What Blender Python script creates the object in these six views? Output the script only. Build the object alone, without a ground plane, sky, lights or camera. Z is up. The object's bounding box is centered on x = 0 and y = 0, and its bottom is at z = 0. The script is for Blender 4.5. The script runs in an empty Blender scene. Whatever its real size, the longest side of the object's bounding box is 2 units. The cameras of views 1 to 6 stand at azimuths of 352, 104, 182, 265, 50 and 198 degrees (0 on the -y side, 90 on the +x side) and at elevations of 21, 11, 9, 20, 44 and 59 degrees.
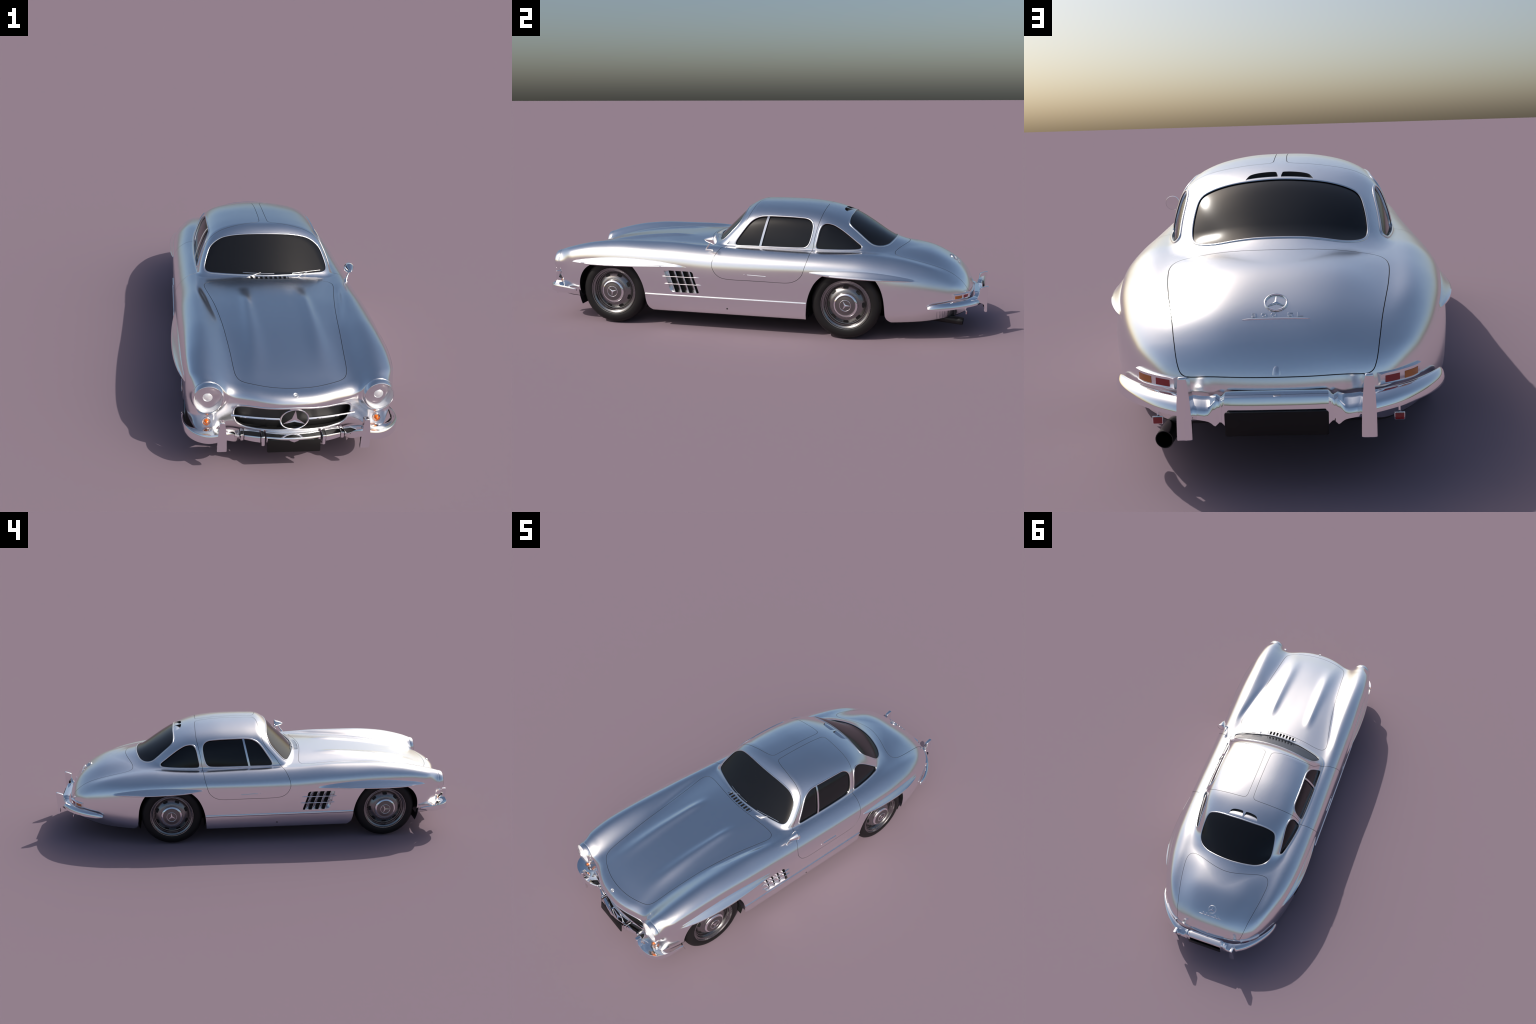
import numpy as np, math, bpy, bmesh
from mathutils import Vector, Matrix
# ---------------------------------------------------------------- numeric helpers
def pchip(xk, yk, x):
    xk = np.asarray(xk, float); yk = np.asarray(yk, float); h = np.diff(xk); d = np.diff(yk) / h
    m = np.zeros_like(yk); m[0] = d[0]; m[-1] = d[-1]
    for i in range(1, len(xk) - 1):
        if d[i-1] * d[i] > 0:
            w1, w2 = 2*h[i] + h[i-1], h[i] + 2*h[i-1]
            m[i] = (w1 + w2) / (w1 / d[i-1] + w2 / d[i])
    x = np.clip(x, xk[0], xk[-1]); i = np.clip(np.searchsorted(xk, x) - 1, 0, len(h) - 1)
    t = (x - xk[i]) / h[i]
    return ((1+2*t)*(1-t)**2*yk[i] + t*(1-t)**2*h[i]*m[i] + t*t*(3-2*t)*yk[i+1] + t*t*(t-1)*h[i]*m[i+1])

def gauss(a, sig, axis):
    n = int(3 * sig) + 1; k = np.exp(-0.5 * (np.arange(-n, n + 1) / sig) ** 2); k /= k.sum()
    pad = [(0, 0)] * a.ndim; pad[axis] = (n, n)
    # odd reflection keeps slopes at the ends
    b = np.pad(a, pad, mode='reflect', reflect_type='odd')
    return np.apply_along_axis(lambda r: np.convolve(r, k, 'valid'), axis, b)

def catmull(P, n=24, closed=False):
    P = np.asarray(P, float)
    Q = np.vstack([P[-1], P, P[0], P[1]]) if closed else np.vstack([2*P[0]-P[1], P, 2*P[-1]-P[-2]])
    out = []
    for i in range(1, len(Q) - 2):
        p0, p1, p2, p3 = Q[i-1:i+3]
        d = [max(np.linalg.norm(b - a), 1e-9) ** 0.5 for a, b in ((p0, p1), (p1, p2), (p2, p3))]
        m1 = (p1-p0)/d[0] - (p2-p0)/(d[0]+d[1]) + (p2-p1)/d[1]
        m2 = (p2-p1)/d[1] - (p3-p1)/(d[1]+d[2]) + (p3-p2)/d[2]
        m1 *= d[1]; m2 *= d[1]
        t = np.linspace(0, 1, n, endpoint=False)[:, None]
        out.append((2*t**3-3*t**2+1)*p1 + (t**3-2*t**2+t)*m1 + (-2*t**3+3*t**2)*p2 + (t**3-t**2)*m2)
    if not closed: out.append(P[-1:])
    return np.vstack(out)

def smin(a, b, k):
    h = np.clip(0.5 + 0.5 * (b - a) / k, 0, 1)
    return b * (1 - h) + a * h - k * h * (1 - h)
def smax(a, b, k): return -smin(-a, -b, k)
def sstep(a, b, x):
    t = np.clip((x - a) / (b - a), 0, 1); return t * t * (3 - 2 * t)

# ---------------------------------------------------------------- lofted sections
class Loft:
    """Half cross-sections (x, z) at stations y, read as radius over angle about (0, zc)."""
    def __init__(s, zc, stations, y0, y1, sy, st, ny=1000, nt=541):
        s.zc, s.y0, s.y1 = zc, y0, y1
        ys = np.array([q[0] for q in stations]); rows = np.array([q[1] for q in stations])
        yg = np.linspace(y0, y1, ny); s.ny, s.nt = ny, nt
        R = np.zeros((ny, nt)); th = np.linspace(-np.pi/2, np.pi/2, nt)
        G = np.stack([[pchip(ys, rows[:, i, j], yg) for j in range(2)] for i in range(rows.shape[1])], 0)
        G = gauss(G, sy / ((y1 - y0) / ny), 2)
        G = np.moveaxis(G, 2, 0)                                   # station, row, (x, z)
        G = np.concatenate([G, G[:, -2:-1] * [-1, 1]], 1); G = np.concatenate([2*G[:, :1] - G[:, 1:2], G], 1)
        C = []
        for i in range(1, G.shape[1] - 2):
            p0, p1, p2, p3 = (G[:, i + k][:, None] for k in (-1, 0, 1, 2))
            d = [np.maximum(np.linalg.norm(b - a, axis=2, keepdims=True), 1e-9) ** .5 for a, b in ((p0, p1), (p1, p2), (p2, p3))]
            m1 = ((p1-p0)/d[0] - (p2-p0)/(d[0]+d[1]) + (p2-p1)/d[1]) * d[1]
            m2 = ((p2-p1)/d[1] - (p3-p1)/(d[1]+d[2]) + (p3-p2)/d[2]) * d[1]
            t = np.linspace(0, 1, 16, endpoint=False)[None, :, None]
            C.append((2*t**3-3*t**2+1)*p1 + (t**3-2*t**2+t)*m1 + (-2*t**3+3*t**2)*p2 + (t**3-t**2)*m2)
        C.append(G[:, -2][:, None]); C = np.concatenate(C, 1)
        an = np.arctan2(C[:, :, 1] - zc, np.maximum(C[:, :, 0], 0)); r = np.hypot(C[:, :, 0], C[:, :, 1] - zc)
        an = np.maximum.accumulate(an + np.arange(an.shape[1]) * 1e-9, axis=1)
        for a in range(ny): R[a] = np.interp(th, an[a], r[a])
        # even reflection over the centre line, then fair
        m = int(4 * st / 180 * nt) + 2
        Rp = np.concatenate([R[:, m:0:-1], R, R[:, -2:-m-2:-1]], 1)
        sg = st / 180 * nt; k = np.exp(-0.5 * (np.arange(-m, m + 1) / sg) ** 2); k /= k.sum()
        s.R = np.stack([np.convolve(r, k, 'valid') for r in Rp])
    def f(s, x, y, z, cubic=False):
        ax = np.abs(x); dz = z - s.zc
        a = (np.arctan2(dz, ax) + np.pi/2) / np.pi * (s.nt - 1)
        b = np.clip((y - s.y0) / (s.y1 - s.y0), 0, 1) * (s.ny - 1)
        i = np.clip(a.astype(int), 0, s.nt - 2); j = np.clip(b.astype(int), 0, s.ny - 2)
        t = a - i; u = b - j; R = s.R
        if not cubic:
            r = (R[j, i]*(1-t) + R[j, i+1]*t)*(1-u) + (R[j+1, i]*(1-t) + R[j+1, i+1]*t)*u
        else:
            def w(t): return (-.5*t+t*t-.5*t**3, 1-2.5*t*t+1.5*t**3, .5*t+2*t*t-1.5*t**3, -.5*t*t+.5*t**3)
            wt, wu = w(t), w(u); r = 0
            def rf(i):
                i = np.abs(i); return np.where(i > s.nt-1, 2*(s.nt-1)-i, i)
            for p in range(4):
                jj = np.clip(j + p - 1, 0, s.ny - 1)
                for q in range(4): r = r + wu[p] * wt[q] * R[jj, rf(i + q - 1)]
        return np.sqrt(ax*ax + dz*dz) - r

# rows, bottom to top: floor centre, floor edge, sill turn, side low, side mid, side high, shoulder, ridge, valley, inner deck, centre
LOWER = [
 (-1.08, [(0,.122),(.29,.122),(.318,.137),(.328,.17),(.333,.215),(.333,.262),(.318,.295),(.283,.300),(.205,.262),(.12,.266),(0,.268)]),
 (-0.95, [(0,.115),(.30,.115),(.326,.132),(.336,.17),(.341,.215),(.341,.265),(.328,.304),(.284,.322),(.208,.281),(.12,.285),(0,.288)]),
 (-0.85, [(0,.110),(.315,.113),(.338,.130),(.348,.17),(.354,.215),(.355,.270),(.346,.326),(.291,.3495),(.200,.3115),(.12,.317),(0,.320)]),
 (-0.75, [(0,.095),(.32,.098),(.343,.113),(.356,.16),(.362,.21),(.364,.270),(.354,.339),(.294,.3695),(.203,.3345),(.12,.341),(0,.344)]),
 (-0.60, [(0,.073),(.345,.072),(.358,.086),(.364,.13),(.369,.20),(.371,.265),(.358,.344),(.296,.3810),(.215,.3585),(.12,.367),(0,.368)]),
 (-0.40, [(0,.0725),(.351,.0725),(.3625,.086),(.368,.12),(.373,.19),(.376,.265),(.363,.337),(.300,.3810),(.239,.3700),(.12,.383),(0,.385)]),
 (-0.20, [(0,.0725),(.351,.0725),(.3625,.086),(.368,.12),(.373,.19),(.3755,.262),(.364,.324),(.313,.3685),(.262,.3700),(.12,.3875),(0,.3925)]),
 ( 0.00, [(0,.0725),(.351,.0725),(.3625,.086),(.368,.12),(.372,.19),(.374,.262),(.364,.319),(.316,.3620),(.27,.370),(.12,.376),(0,.378)]),
 ( 0.25, [(0,.0725),(.351,.0725),(.3620,.086),(.367,.12),(.370,.19),(.3705,.262),(.3635,.3155),(.317,.3575),(.265,.366),(.12,.370),(0,.370)]),
 ( 0.45, [(0,.072),(.342,.072),(.355,.086),(.363,.12),(.367,.19),(.3675,.255),(.358,.312),(.305,.3575),(.245,.3655),(.12,.370),(0,.370)]),
 ( 0.60, [(0,.074),(.312,.0745),(.338,.088),(.348,.12),(.353,.18),(.352,.250),(.336,.304),(.285,.3440),(.234,.351),(.12,.372),(0,.3755)]),
 ( 0.73, [(0,.0755),(.268,.0765),(.297,.088),(.313,.12),(.320,.17),(.318,.240),(.302,.283),(.267,.3160),(.217,.3225),(.12,.3555),(0,.3640)]),
 ( 0.85, [(0,.088),(.20,.090),(.233,.102),(.254,.135),(.263,.165),(.262,.205),(.250,.240),(.219,.2650),(.190,.2785),(.1,.3065),(0,.3120)]),
 ( 0.92, [(0,.112),(.16,.113),(.188,.123),(.200,.145),(.207,.160),(.206,.182),(.199,.200),(.182,.2110),(.160,.2190),(.09,.242),(0,.247)]),
 ( 0.95, [(0,.128),(.15,.129),(.174,.136),(.183,.150),(.190,.158),(.190,.168),(.184,.176),(.17,.1800),(.150,.1820),(.08,.183),(0,.186)]),
 ( 1.05, [(0,.13),(.10,.131),(.12,.134),(.14,.136),(.15,.14),(.15,.143),(.14,.147),(.12,.150),(.10,.152),(.05,.154),(0,.155)]),
]
# rows: bottom, wall foot, belt, window middle, window top, cant rail, roof, centre
UPPER = [
 (-0.40, [(0,.25),(.262,.25),(.262,.375),(.245,.43),(.207,.483),(.168,.512),(.09,.534),(0,.539)]),
 (-0.20, [(0,.25),(.278,.25),(.274,.375),(.254,.43),(.215,.487),(.173,.517),(.095,.5385),(0,.544)]),
 (-0.05, [(0,.25),(.285,.25),(.281,.375),(.264,.43),(.227,.493),(.182,.523),(.1,.5455),(0,.551)]),
 ( 0.05, [(0,.25),(.286,.25),(.2825,.375),(.267,.43),(.234,.497),(.187,.527),(.1,.5480),(0,.553)]),
 ( 0.15, [(0,.25),(.285,.25),(.281,.375),(.267,.43),(.238,.494),(.189,.526),(.1,.5470),(0,.552)]),
 ( 0.28, [(0,.25),(.279,.25),(.275,.372),(.261,.43),(.2375,.482),(.192,.514),(.1,.5345),(0,.541)]),
 ( 0.40, [(0,.25),(.264,.25),(.258,.372),(.239,.42),(.206,.459),(.165,.481),(.09,.5015),(0,.509)]),
 ( 0.467,[(0,.25),(.25,.25),(.239,.370),(.216,.402),(.182,.430),(.143,.449),(.08,.466),(0,.472)]),
 ( 0.53, [(0,.25),(.22,.25),(.205,.350),(.187,.372),(.152,.3945),(.115,.413),(.063,.428),(0,.433)]),
 ( 0.60, [(0,.25),(.19,.25),(.170,.325),(.145,.343),(.112,.362),(.08,.377),(.045,.386),(0,.389)]),
 ( 0.68, [(0,.25),(.15,.25),(.13,.28),(.11,.305),(.085,.322),(.06,.335),(.035,.343),(0,.346)]),
 ( 0.80, [(0,.25),(.10,.25),(.08,.26),(.07,.265),(.055,.27),(.04,.273),(.02,.275),(0,.276)]),
]
# the floor is cut off flat; below it the flanks just run on downwards, seen from a pole well under the car
FLOOR = gauss(pchip([q[0] for q in LOWER], [q[1][0][1] for q in LOWER], np.linspace(-1.08, 1.05, 427)), 4, 0)
for q in LOWER: e = q[1][1]; q[1][0] = (e[0] * .93, e[1] - .07)
LO = Loft(-.12, LOWER, -1.08, 1.05, .022, 1.05, nt=1081)
UP = Loft(.30, UPPER, -.40, .80, .020, 2.2)

NOSE_X = [0,.05,.10,.15,.20,.24,.283,.33,.36,.45]
NOSE_Y = [-.988,-.985,-.974,-.956,-.938,-.932,-.936,-.915,-.885,-.80]
_nx = np.linspace(-.45, .45, 361); _ny = gauss(pchip(NOSE_X, NOSE_Y, np.abs(_nx)), 5, 0)
HL = (.2832, .2675, .0540)                # headlamp axis x, z and pod radius
def table(x0, x1, T, x):            # smooth lookup in an even table
    n = len(T); a = np.clip((x - x0) / (x1 - x0), 0, 1) * (n - 1); i = np.clip(a.astype(int), 1, n - 3); t = a - i
    return (.5*(2*T[i] + (T[i+1]-T[i-1])*t + (2*T[i-1]-5*T[i]+4*T[i+1]-T[i+2])*t*t + (3*T[i]-T[i-1]-3*T[i+1]+T[i+2])*t**3))
def rib(x, y):
    ax = np.abs(x)
    a = .0080 * sstep(-.90, -.70, y) * (1 - sstep(-.45, -.315, y))
    v = .0040 * sstep(-.64, -.46, y) * (1 - sstep(-.36, -.24, y))       # furrow between bonnet and wing
    return a * np.exp(-((ax - .113) / (.020 + .012 * (1 - sstep(-.8, -.4, y)))) ** 2) - v * np.exp(-((ax - .3255 - .178 * y) / .015) ** 2)

def field(x, y, z, cubic=False):
    ax = np.abs(x)
    lo = smax(LO.f(x, y, z - rib(x, y), cubic), table(-1.08, 1.05, FLOOR, y) - z, .010)
    low = .5 * (.245 - z + np.sqrt((.245 - z) ** 2 + .0004))
    ynose = table(-.45, .45, _ny, ax) + low * .30 * (1 - sstep(.19, .27, ax))
    lo = smax(lo, ynose - y, .040)
    # round pod that carries the headlamp
    d = np.hypot(ax - HL[0], z - HL[1] - .06 * (y + .93)) - (HL[2] - .03 * (y + .93))
    pod = smax(smax(d, -.932 - y, .004), y + .86, .05)
    lo = smin(lo, pod, .018)
    lo = smax(lo, y - (.942 - .50 * ax**2 - 7 * ax**4), .035)
    up = UP.f(x, y, z, cubic)
    yw = -.2275 + (z - .385) * 1.03 + .95 * ax**2
    up = smax(smax(up, yw - y, .034), y - .70, .03)
    k = .010 + .038 * sstep(.40, .56, y) + .003 * (1 - sstep(-.2, -.1, y))
    return smin(lo, up, k)

def grad(P, h=.0012):
    g = np.empty_like(P)
    for i in range(3):
        d = np.zeros(3); d[i] = h
        a, b = P + d, P - d
        g[:, i] = (field(a[:, 0], a[:, 1], a[:, 2], True) - field(b[:, 0], b[:, 1], b[:, 2], True)) / (2 * h)
    return g
def project(P, n=4):
    for k in range(n):
        f = field(P[:, 0], P[:, 1], P[:, 2], True)
        if k == 0 or n < 3: g = grad(P)
        P = P - g * np.clip(f / np.maximum((g * g).sum(1), .05), -.004, .004)[:, None]
    return P
def unit(v): return v / np.maximum(np.linalg.norm(v, axis=-1, keepdims=True), 1e-12)

# ---------------------------------------------------------------- skin of the body by surface nets
def skin(h=.0045):
    xs = np.arange(0, .41, h); ys = np.arange(-1.02, .97, h); zs = np.arange(.045, .575, h)
    A = np.empty((len(xs), len(ys), len(zs)), np.float32)
    for j0 in range(0, len(ys), 60):
        X, Y, Z = np.meshgrid(xs, ys[j0:j0+60], zs, indexing='ij'); A[:, j0:j0+60] = field(X, Y, Z)
    A = np.concatenate([A[:0:-1], A], 0); xs = np.concatenate([-xs[:0:-1], xs])
    S = A < 0
    nx, ny, nz = A.shape
    c = np.zeros((nx-1, ny-1, nz-1), np.int8)
    corners = [(a, b, d) for a in (0, 1) for b in (0, 1) for d in (0, 1)]
    for a, b, d in corners: c += S[a:nx-1+a, b:ny-1+b, d:nz-1+d]
    cell = np.argwhere((c > 0) & (c < 8))
    idx = -np.ones(c.shape, np.int64); idx[tuple(cell.T)] = np.arange(len(cell))
    acc = np.zeros((len(cell), 3)); cnt = np.zeros(len(cell))
    for a in corners:
        for k in range(3):
            if a[k]: continue
            b = list(a); b[k] = 1
            fa = A[tuple((cell + a).T)]; fb = A[tuple((cell + b).T)]
            m = (fa < 0) != (fb < 0); t = fa[m] / (fa[m] - fb[m])
            p = np.tile(np.array(a, float), (m.sum(), 1)); p[:, k] = t
            acc[m] += p; cnt[m] += 1
    V = (cell + acc / cnt[:, None]) * h + np.array([xs[0], ys[0], zs[0]])
    T = []
    for k in range(3):
        u, v = (k + 1) % 3, (k + 2) % 3
        s0 = [slice(1, -1)] * 3; s1 = [slice(1, -1)] * 3; s0[k] = slice(0, -1); s1[k] = slice(1, None)
        a, b = S[tuple(s0)], S[tuple(s1)]
        e = np.argwhere(a != b)
        inside = a[tuple(e.T)]
        off = np.ones(3, int); off[k] = 0; e = e + off
        q = []
        for du, dv in ((-1, -1), (0, -1), (0, 0), (-1, 0)):
            r = e.copy(); r[:, u] += du; r[:, v] += dv; q.append(idx[tuple(r.T)])
        q = np.stack(q, 1); q[~inside] = q[~inside][:, ::-1]
        T += [q[:, [0, 1, 2]], q[:, [0, 2, 3]]]
    half = cell[:, 0] >= (nx - 1) // 2                              # the car is symmetric: fair one side, mirror it
    W = np.empty_like(V); W[half] = project(V[half], 4)
    mir = idx[nx - 2 - cell[~half, 0], cell[~half, 1], cell[~half, 2]]
    W[~half] = W[mir] * [-1, 1, 1]
    return W, np.vstack(T)

def cut(V, T, g):
    s = g >= 0; st = s[T]; n = st.sum(1); mixed = (n > 0) & (n < 3)
    K = T[mixed]; sk = st[mixed]
    lone = np.where(sk.sum(1) == 1, sk.argmax(1), (~sk).argmax(1)); r = np.arange(len(K))
    a, b, c = K[r, lone], K[r, (lone+1) % 3], K[r, (lone+2) % 3]
    E = np.sort(np.vstack([np.stack([a, b], 1), np.stack([a, c], 1)]), 1)
    U, inv = np.unique(E[:, 0] * (len(V) + 1) + E[:, 1], return_inverse=True)
    i, j = U // (len(V) + 1), U % (len(V) + 1)
    t = (g[i] / (g[i] - g[j]))[:, None]
    W = V[i] * (1 - t) + V[j] * t
    p, q = inv[:len(K)] + len(V), inv[len(K):] + len(V)
    T2 = np.vstack([T[~mixed], np.stack([a, p, q], 1), np.stack([p, b, c], 1), np.stack([p, c, q], 1)])
    return np.vstack([V, W]), T2, np.arange(len(V), len(V) + len(W))

def sd_poly(Q, P):
    """signed distance to a closed polygon, negative inside"""
    out = np.full(len(Q), .05)
    lo, hi = P.min(0) - .03, P.max(0) + .03
    m = np.where(((Q > lo) & (Q < hi)).all(1))[0]
    A, B = P, np.roll(P, -1, 0); D = B - A; L = (D * D).sum(1) + 1e-18
    for c0 in range(0, len(m), 800):
        k = m[c0:c0+800]; q = Q[k][:, None]
        t = np.clip(((q - A) * D).sum(2) / L, 0, 1)
        d = np.sqrt((((A + D * t[..., None]) - q) ** 2).sum(2).min(1))
        y = Q[k][:, 1][:, None]; x = Q[k][:, 0][:, None]
        cr = (A[:, 1] > y) != (B[:, 1] > y)
        xi = A[:, 0] + (y - A[:, 1]) / np.where(D[:, 1] == 0, 1e-12, D[:, 1]) * D[:, 0]
        ins = (cr & (x < xi)).sum(1) % 2 == 1
        out[k] = np.where(ins, -d, d)
    return out

class Outline:
    """A closed line on the skin, drawn in two coordinates of the surface."""
    def __init__(s, co, gate, pts, smooth=True, n=7):
        s.co, s.gate = co, gate
        s.poly = catmull(pts, n, True) if smooth else np.asarray(pts, float)
        s.h = .002; s.lo = s.poly.min(0) - .03; k = np.ceil((s.poly.max(0) + .03 - s.lo) / s.h).astype(int) + 1; s.k = k
        A, B = np.meshgrid(s.lo[0] + s.h * np.arange(k[0]), s.lo[1] + s.h * np.arange(k[1]), indexing='ij')
        s.tab = sd_poly(np.stack([A.ravel(), B.ravel()], 1), s.poly).reshape(k)
    def g(s, P):
        out = np.full(len(P), .05); m = np.where(s.gate(P))[0]
        q = (s.co(P[m]) - s.lo) / s.h; ok = ((q > 0) & (q < s.k - 1.001)).all(1); m, q = m[ok], q[ok]
        i = q.astype(int); t, u = (q - i).T; i, j = i.T; W = s.tab
        out[m] = (W[i, j]*(1-t) + W[i+1, j]*t)*(1-u) + (W[i, j+1]*(1-t) + W[i+1, j+1]*t)*u; return out
    def gn(s, P, N):
        g = s.g(P); m = np.abs(g) < .02; p, n = P[m], N[m]
        t1 = unit(np.cross(n, np.where(np.abs(n[:, :1]) > .7, [[0, 0, 1.]], [[1., 0, 0]]))); t2 = np.cross(n, t1)
        e = .0015; q = np.abs(s.g(p + t1*e) - s.g(p - t1*e)), np.abs(s.g(p + t2*e) - s.g(p - t2*e))
        k = np.hypot(*q) / (2 * e); g[m] = g[m] / np.clip(k, .3, 1.6); return g

def sym(pts):   # right half of an outline -> whole (mirror in first coordinate)
    return list(pts) + [(-a, b) for a, b in reversed(pts) if abs(a) > 1e-9]

# ---------------------------------------------------------------- outlines of panels, panes and openings
AX = lambda P: np.abs(P[:, 0])
XZ = lambda P: P[:, [0, 2]]
XY = lambda P: P[:, [0, 1]]
YZ = lambda P: P[:, [1, 2]]
windshield = Outline(XZ, lambda P: (P[:, 1] < -.03) & (P[:, 2] > .37) & (P[:, 1] > -.26), sym([(0,.3945),(.07,.3940),(.143,.3915),(.20,.3888),(.235,.3878),(.250,.3915),(.2535,.399),
    (.2500,.418),(.2435,.4365),(.236,.455),(.2255,.471),(.2075,.4872),(.182,.5022),(.148,.5125),(.10,.520),(.05,.5235),(0,.5245)]))
rear_window = Outline(XY, lambda P: (P[:, 1] > .3) & (P[:, 2] > .34), sym([(0,.3995),(.06,.399),(.12,.3955),(.16,.3962),(.180,.4005),(.1895,.4125),(.1955,.440),(.199,.478),(.1965,.508),(.187,.5305),(.168,.5515),(.135,.5715),(.09,.585),(.045,.5925),(0,.595)]))
door_pane = Outline(YZ, lambda P: (AX(P) > .17) & (P[:, 2] > .3), [(-.0945,.3815),(-.092,.392),(-.082,.4095),(-.064,.436),(-.0465,.4605),(-.030,.479),(-.0125,.491),(.012,.4998),(.048,.5032),(.09,.5036),(.14,.5030),(.19,.5008),(.220,.4980),(.238,.4915),(.2495,.480),(.2535,.463),
    (.2505,.435),(.2460,.4130),(.2395,.393),(.2325,.3825),(.222,.3760),(.206,.3742),(.12,.3736),(.02,.3742),(-.05,.3737),(-.080,.3737),(-.0905,.3755)])
quarter_pane = Outline(YZ, lambda P: (AX(P) > .17) & (P[:, 2] > .3) & (P[:, 1] > .2), [(.2675,.388),(.2720,.412),(.2785,.4465),(.2825,.460),(.2890,.4715),(.2985,.4785),(.3085,.4800),(.323,.4780),(.341,.4725),(.370,.4565),(.395,.4395),(.418,.4225),(.436,.4085),(.4535,.395),(.4645,.3845),(.4655,.3785),(.4590,.3733),(.438,.3708),(.39,.3698),(.34,.3700),(.290,.3705),(.274,.3725),(.2685,.3780)])
hood = Outline(XY, lambda P: (P[:, 2] > .22) & (P[:, 1] < -.2), sym([(0,-.9335),(.06,-.929),(.11,-.917),(.145,-.904),(.168,-.892),(.1805,-.880),(.1885,-.862),(.1925,-.834),(.1970,-.769),(.2045,-.6785),(.2150,-.562),(.2300,-.443),(.2510,-.325),(.2590,-.280),(.2590,-.258),(.2500,-.241),(.2330,-.2335),(.20,-.2345),(.15,-.2425),(.10,-.250),(.05,-.256),(0,-.2585)]))
trunk_lid = Outline(lambda P: np.stack([P[:, 0], P[:, 1] - P[:, 2]], 1), lambda P: (P[:, 1] > .5) & (P[:, 2] > .15), sym([(0,.271),(.03,.269),(.08,.260),(.12,.251),(.155,.2445),(.19,.2435),(.212,.252),(.2235,.272),(.2275,.300),(.2255,.341),(.217,.4146),(.206,.487),(.1945,.5615),(.186,.629),(.1765,.695),(.170,.714),(.160,.7225),(.12,.729),(.06,.736),(0,.738)]))
def wrap(P):    # side and roof unrolled: along the car, and angle about a line inside the cabin
    return np.stack([P[:, 1], .30 * np.arctan2(P[:, 2] - .30, AX(P))], 1)
DOOR = [(.026,-.0165,.549),(.06,-.0265,.5455),(.10,-.031,.5395),(.1312,-.034,.5329),(.163,-.0355,.5235),(.1892,-.0390,.5127),(.2228,-.0475,.4901),(.240,-.0580,.4693),(.252,-.078,.445),(.262,-.1006,.4200),(.2867,-.1370,.3715),(.310,-.1490,.3640),(.3343,-.1590,.3511),(.3624,-.1725,.3208),(.3716,-.1750,.294),(.3744,-.1640,.2693),(.3751,-.1520,.2560),(.3751,-.1361,.2463),(.3750,-.1150,.2410),(.374,-.085,.2390),(.374,-.0,.2382),(.374,.08,.2372),(.373,.155,.2365),(.371,.1800,.2400),(.371,.1990,.2475),(.371,.2145,.2590),(.370,.2262,.2740),(.366,.2370,.307),(.349,.2455,.336),(.3156,.2500,.355),(.277,.2555,.3705),(.262,.2617,.4171),(.240,.2745,.4774),(.2205,.2805,.5032),(.1686,.2848,.5216),(.10,.2860,.534),(.045,.2860,.5395),(.026,.2825,.541),(.0185,.2720,.542),(.0160,.24,.547),(.0160,.02,.550),(.0185,-.0085,.549)]
door = Outline(wrap, lambda P: (P[:, 2] > .2), wrap(np.array(DOOR)))
def arch(yc, zt0, zt1, yf, yr, corner):
    return [(yf,-.02),(yf,.02),(yf,.09),(yf,.14),(yf+.002,.185),(yf+.014,.222),(yf+.036,.252),(yf+.068,zt0-.001),(yf+.075,zt0),(yf+.11,zt0+.001),(yc,.5*(zt0+zt1)),(yr-.10,zt1),(yr-.063,zt1),(yr-.058,zt1-.004),(yr-.033,.243),(yr-.012,.20),(yr-.001,.155)] + corner
front_arch = Outline(YZ, lambda P: (AX(P) > .2) & (P[:, 2] < .30), arch(-.655, .274, .278, -.8225, -.4920, [(-.4900,.125),(-.4845,.104),(-.4740,.087),(-.4590,.0765),(-.440,.068),(-.430,.02),(-.430,-.02)]))
rear_arch = Outline(YZ, lambda P: (AX(P) > .2) & (P[:, 2] < .30), [(.243,-.02),(.243,.02),(.2435,.09),(.246,.135),(.2500,.165),(.262,.205),(.283,.244),(.313,.2725),(.322,.2745),(.36,.2735),(.42,.271),(.49,.269),(.528,.2675),(.536,.2640),(.556,.235),(.570,.195),(.577,.15),(.579,.125),(.5815,.107),(.5885,.092),(.600,.0815),(.616,.0735),(.628,.066),(.63,.02),(.63,-.02)])
grille_mouth = Outline(XZ, lambda P: P[:, 1] < -.85, sym([(0,.2490),(.05,.2465),(.108,.2425),(.15,.2405),(.176,.2370),(.190,.2300),(.1965,.2170),(.1975,.2000),(.1955,.184),(.186,.1600),(.166,.1465),(.13,.1425),(.10,.1440),(.05,.1475),(0,.1490)]))
side_vent = Outline(YZ, lambda P: AX(P) > .3, [(-.3935,.2640),(-.3965,.2610),(-.3930,.248),(-.380,.206),(-.3745,.186),(-.3660,.1725),(-.3560,.1690),(-.30,.1683),(-.245,.1680),(-.2365,.1690),(-.2365,.1735),(-.2450,.2000),(-.2575,.240),(-.2620,.2580),(-.2690,.2640),(-.285,.2650),(-.34,.2655),(-.385,.2655)])
cowl_vent = Outline(lambda P: np.stack([P[:, 0], P[:, 1] - .9 * P[:, 0] ** 2], 1), lambda P: (P[:, 1] < -.2) & (P[:, 2] > .36), [(-.083,-.251),(-.083,-.229),(.083,-.229),(.083,-.251)], False)
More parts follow.
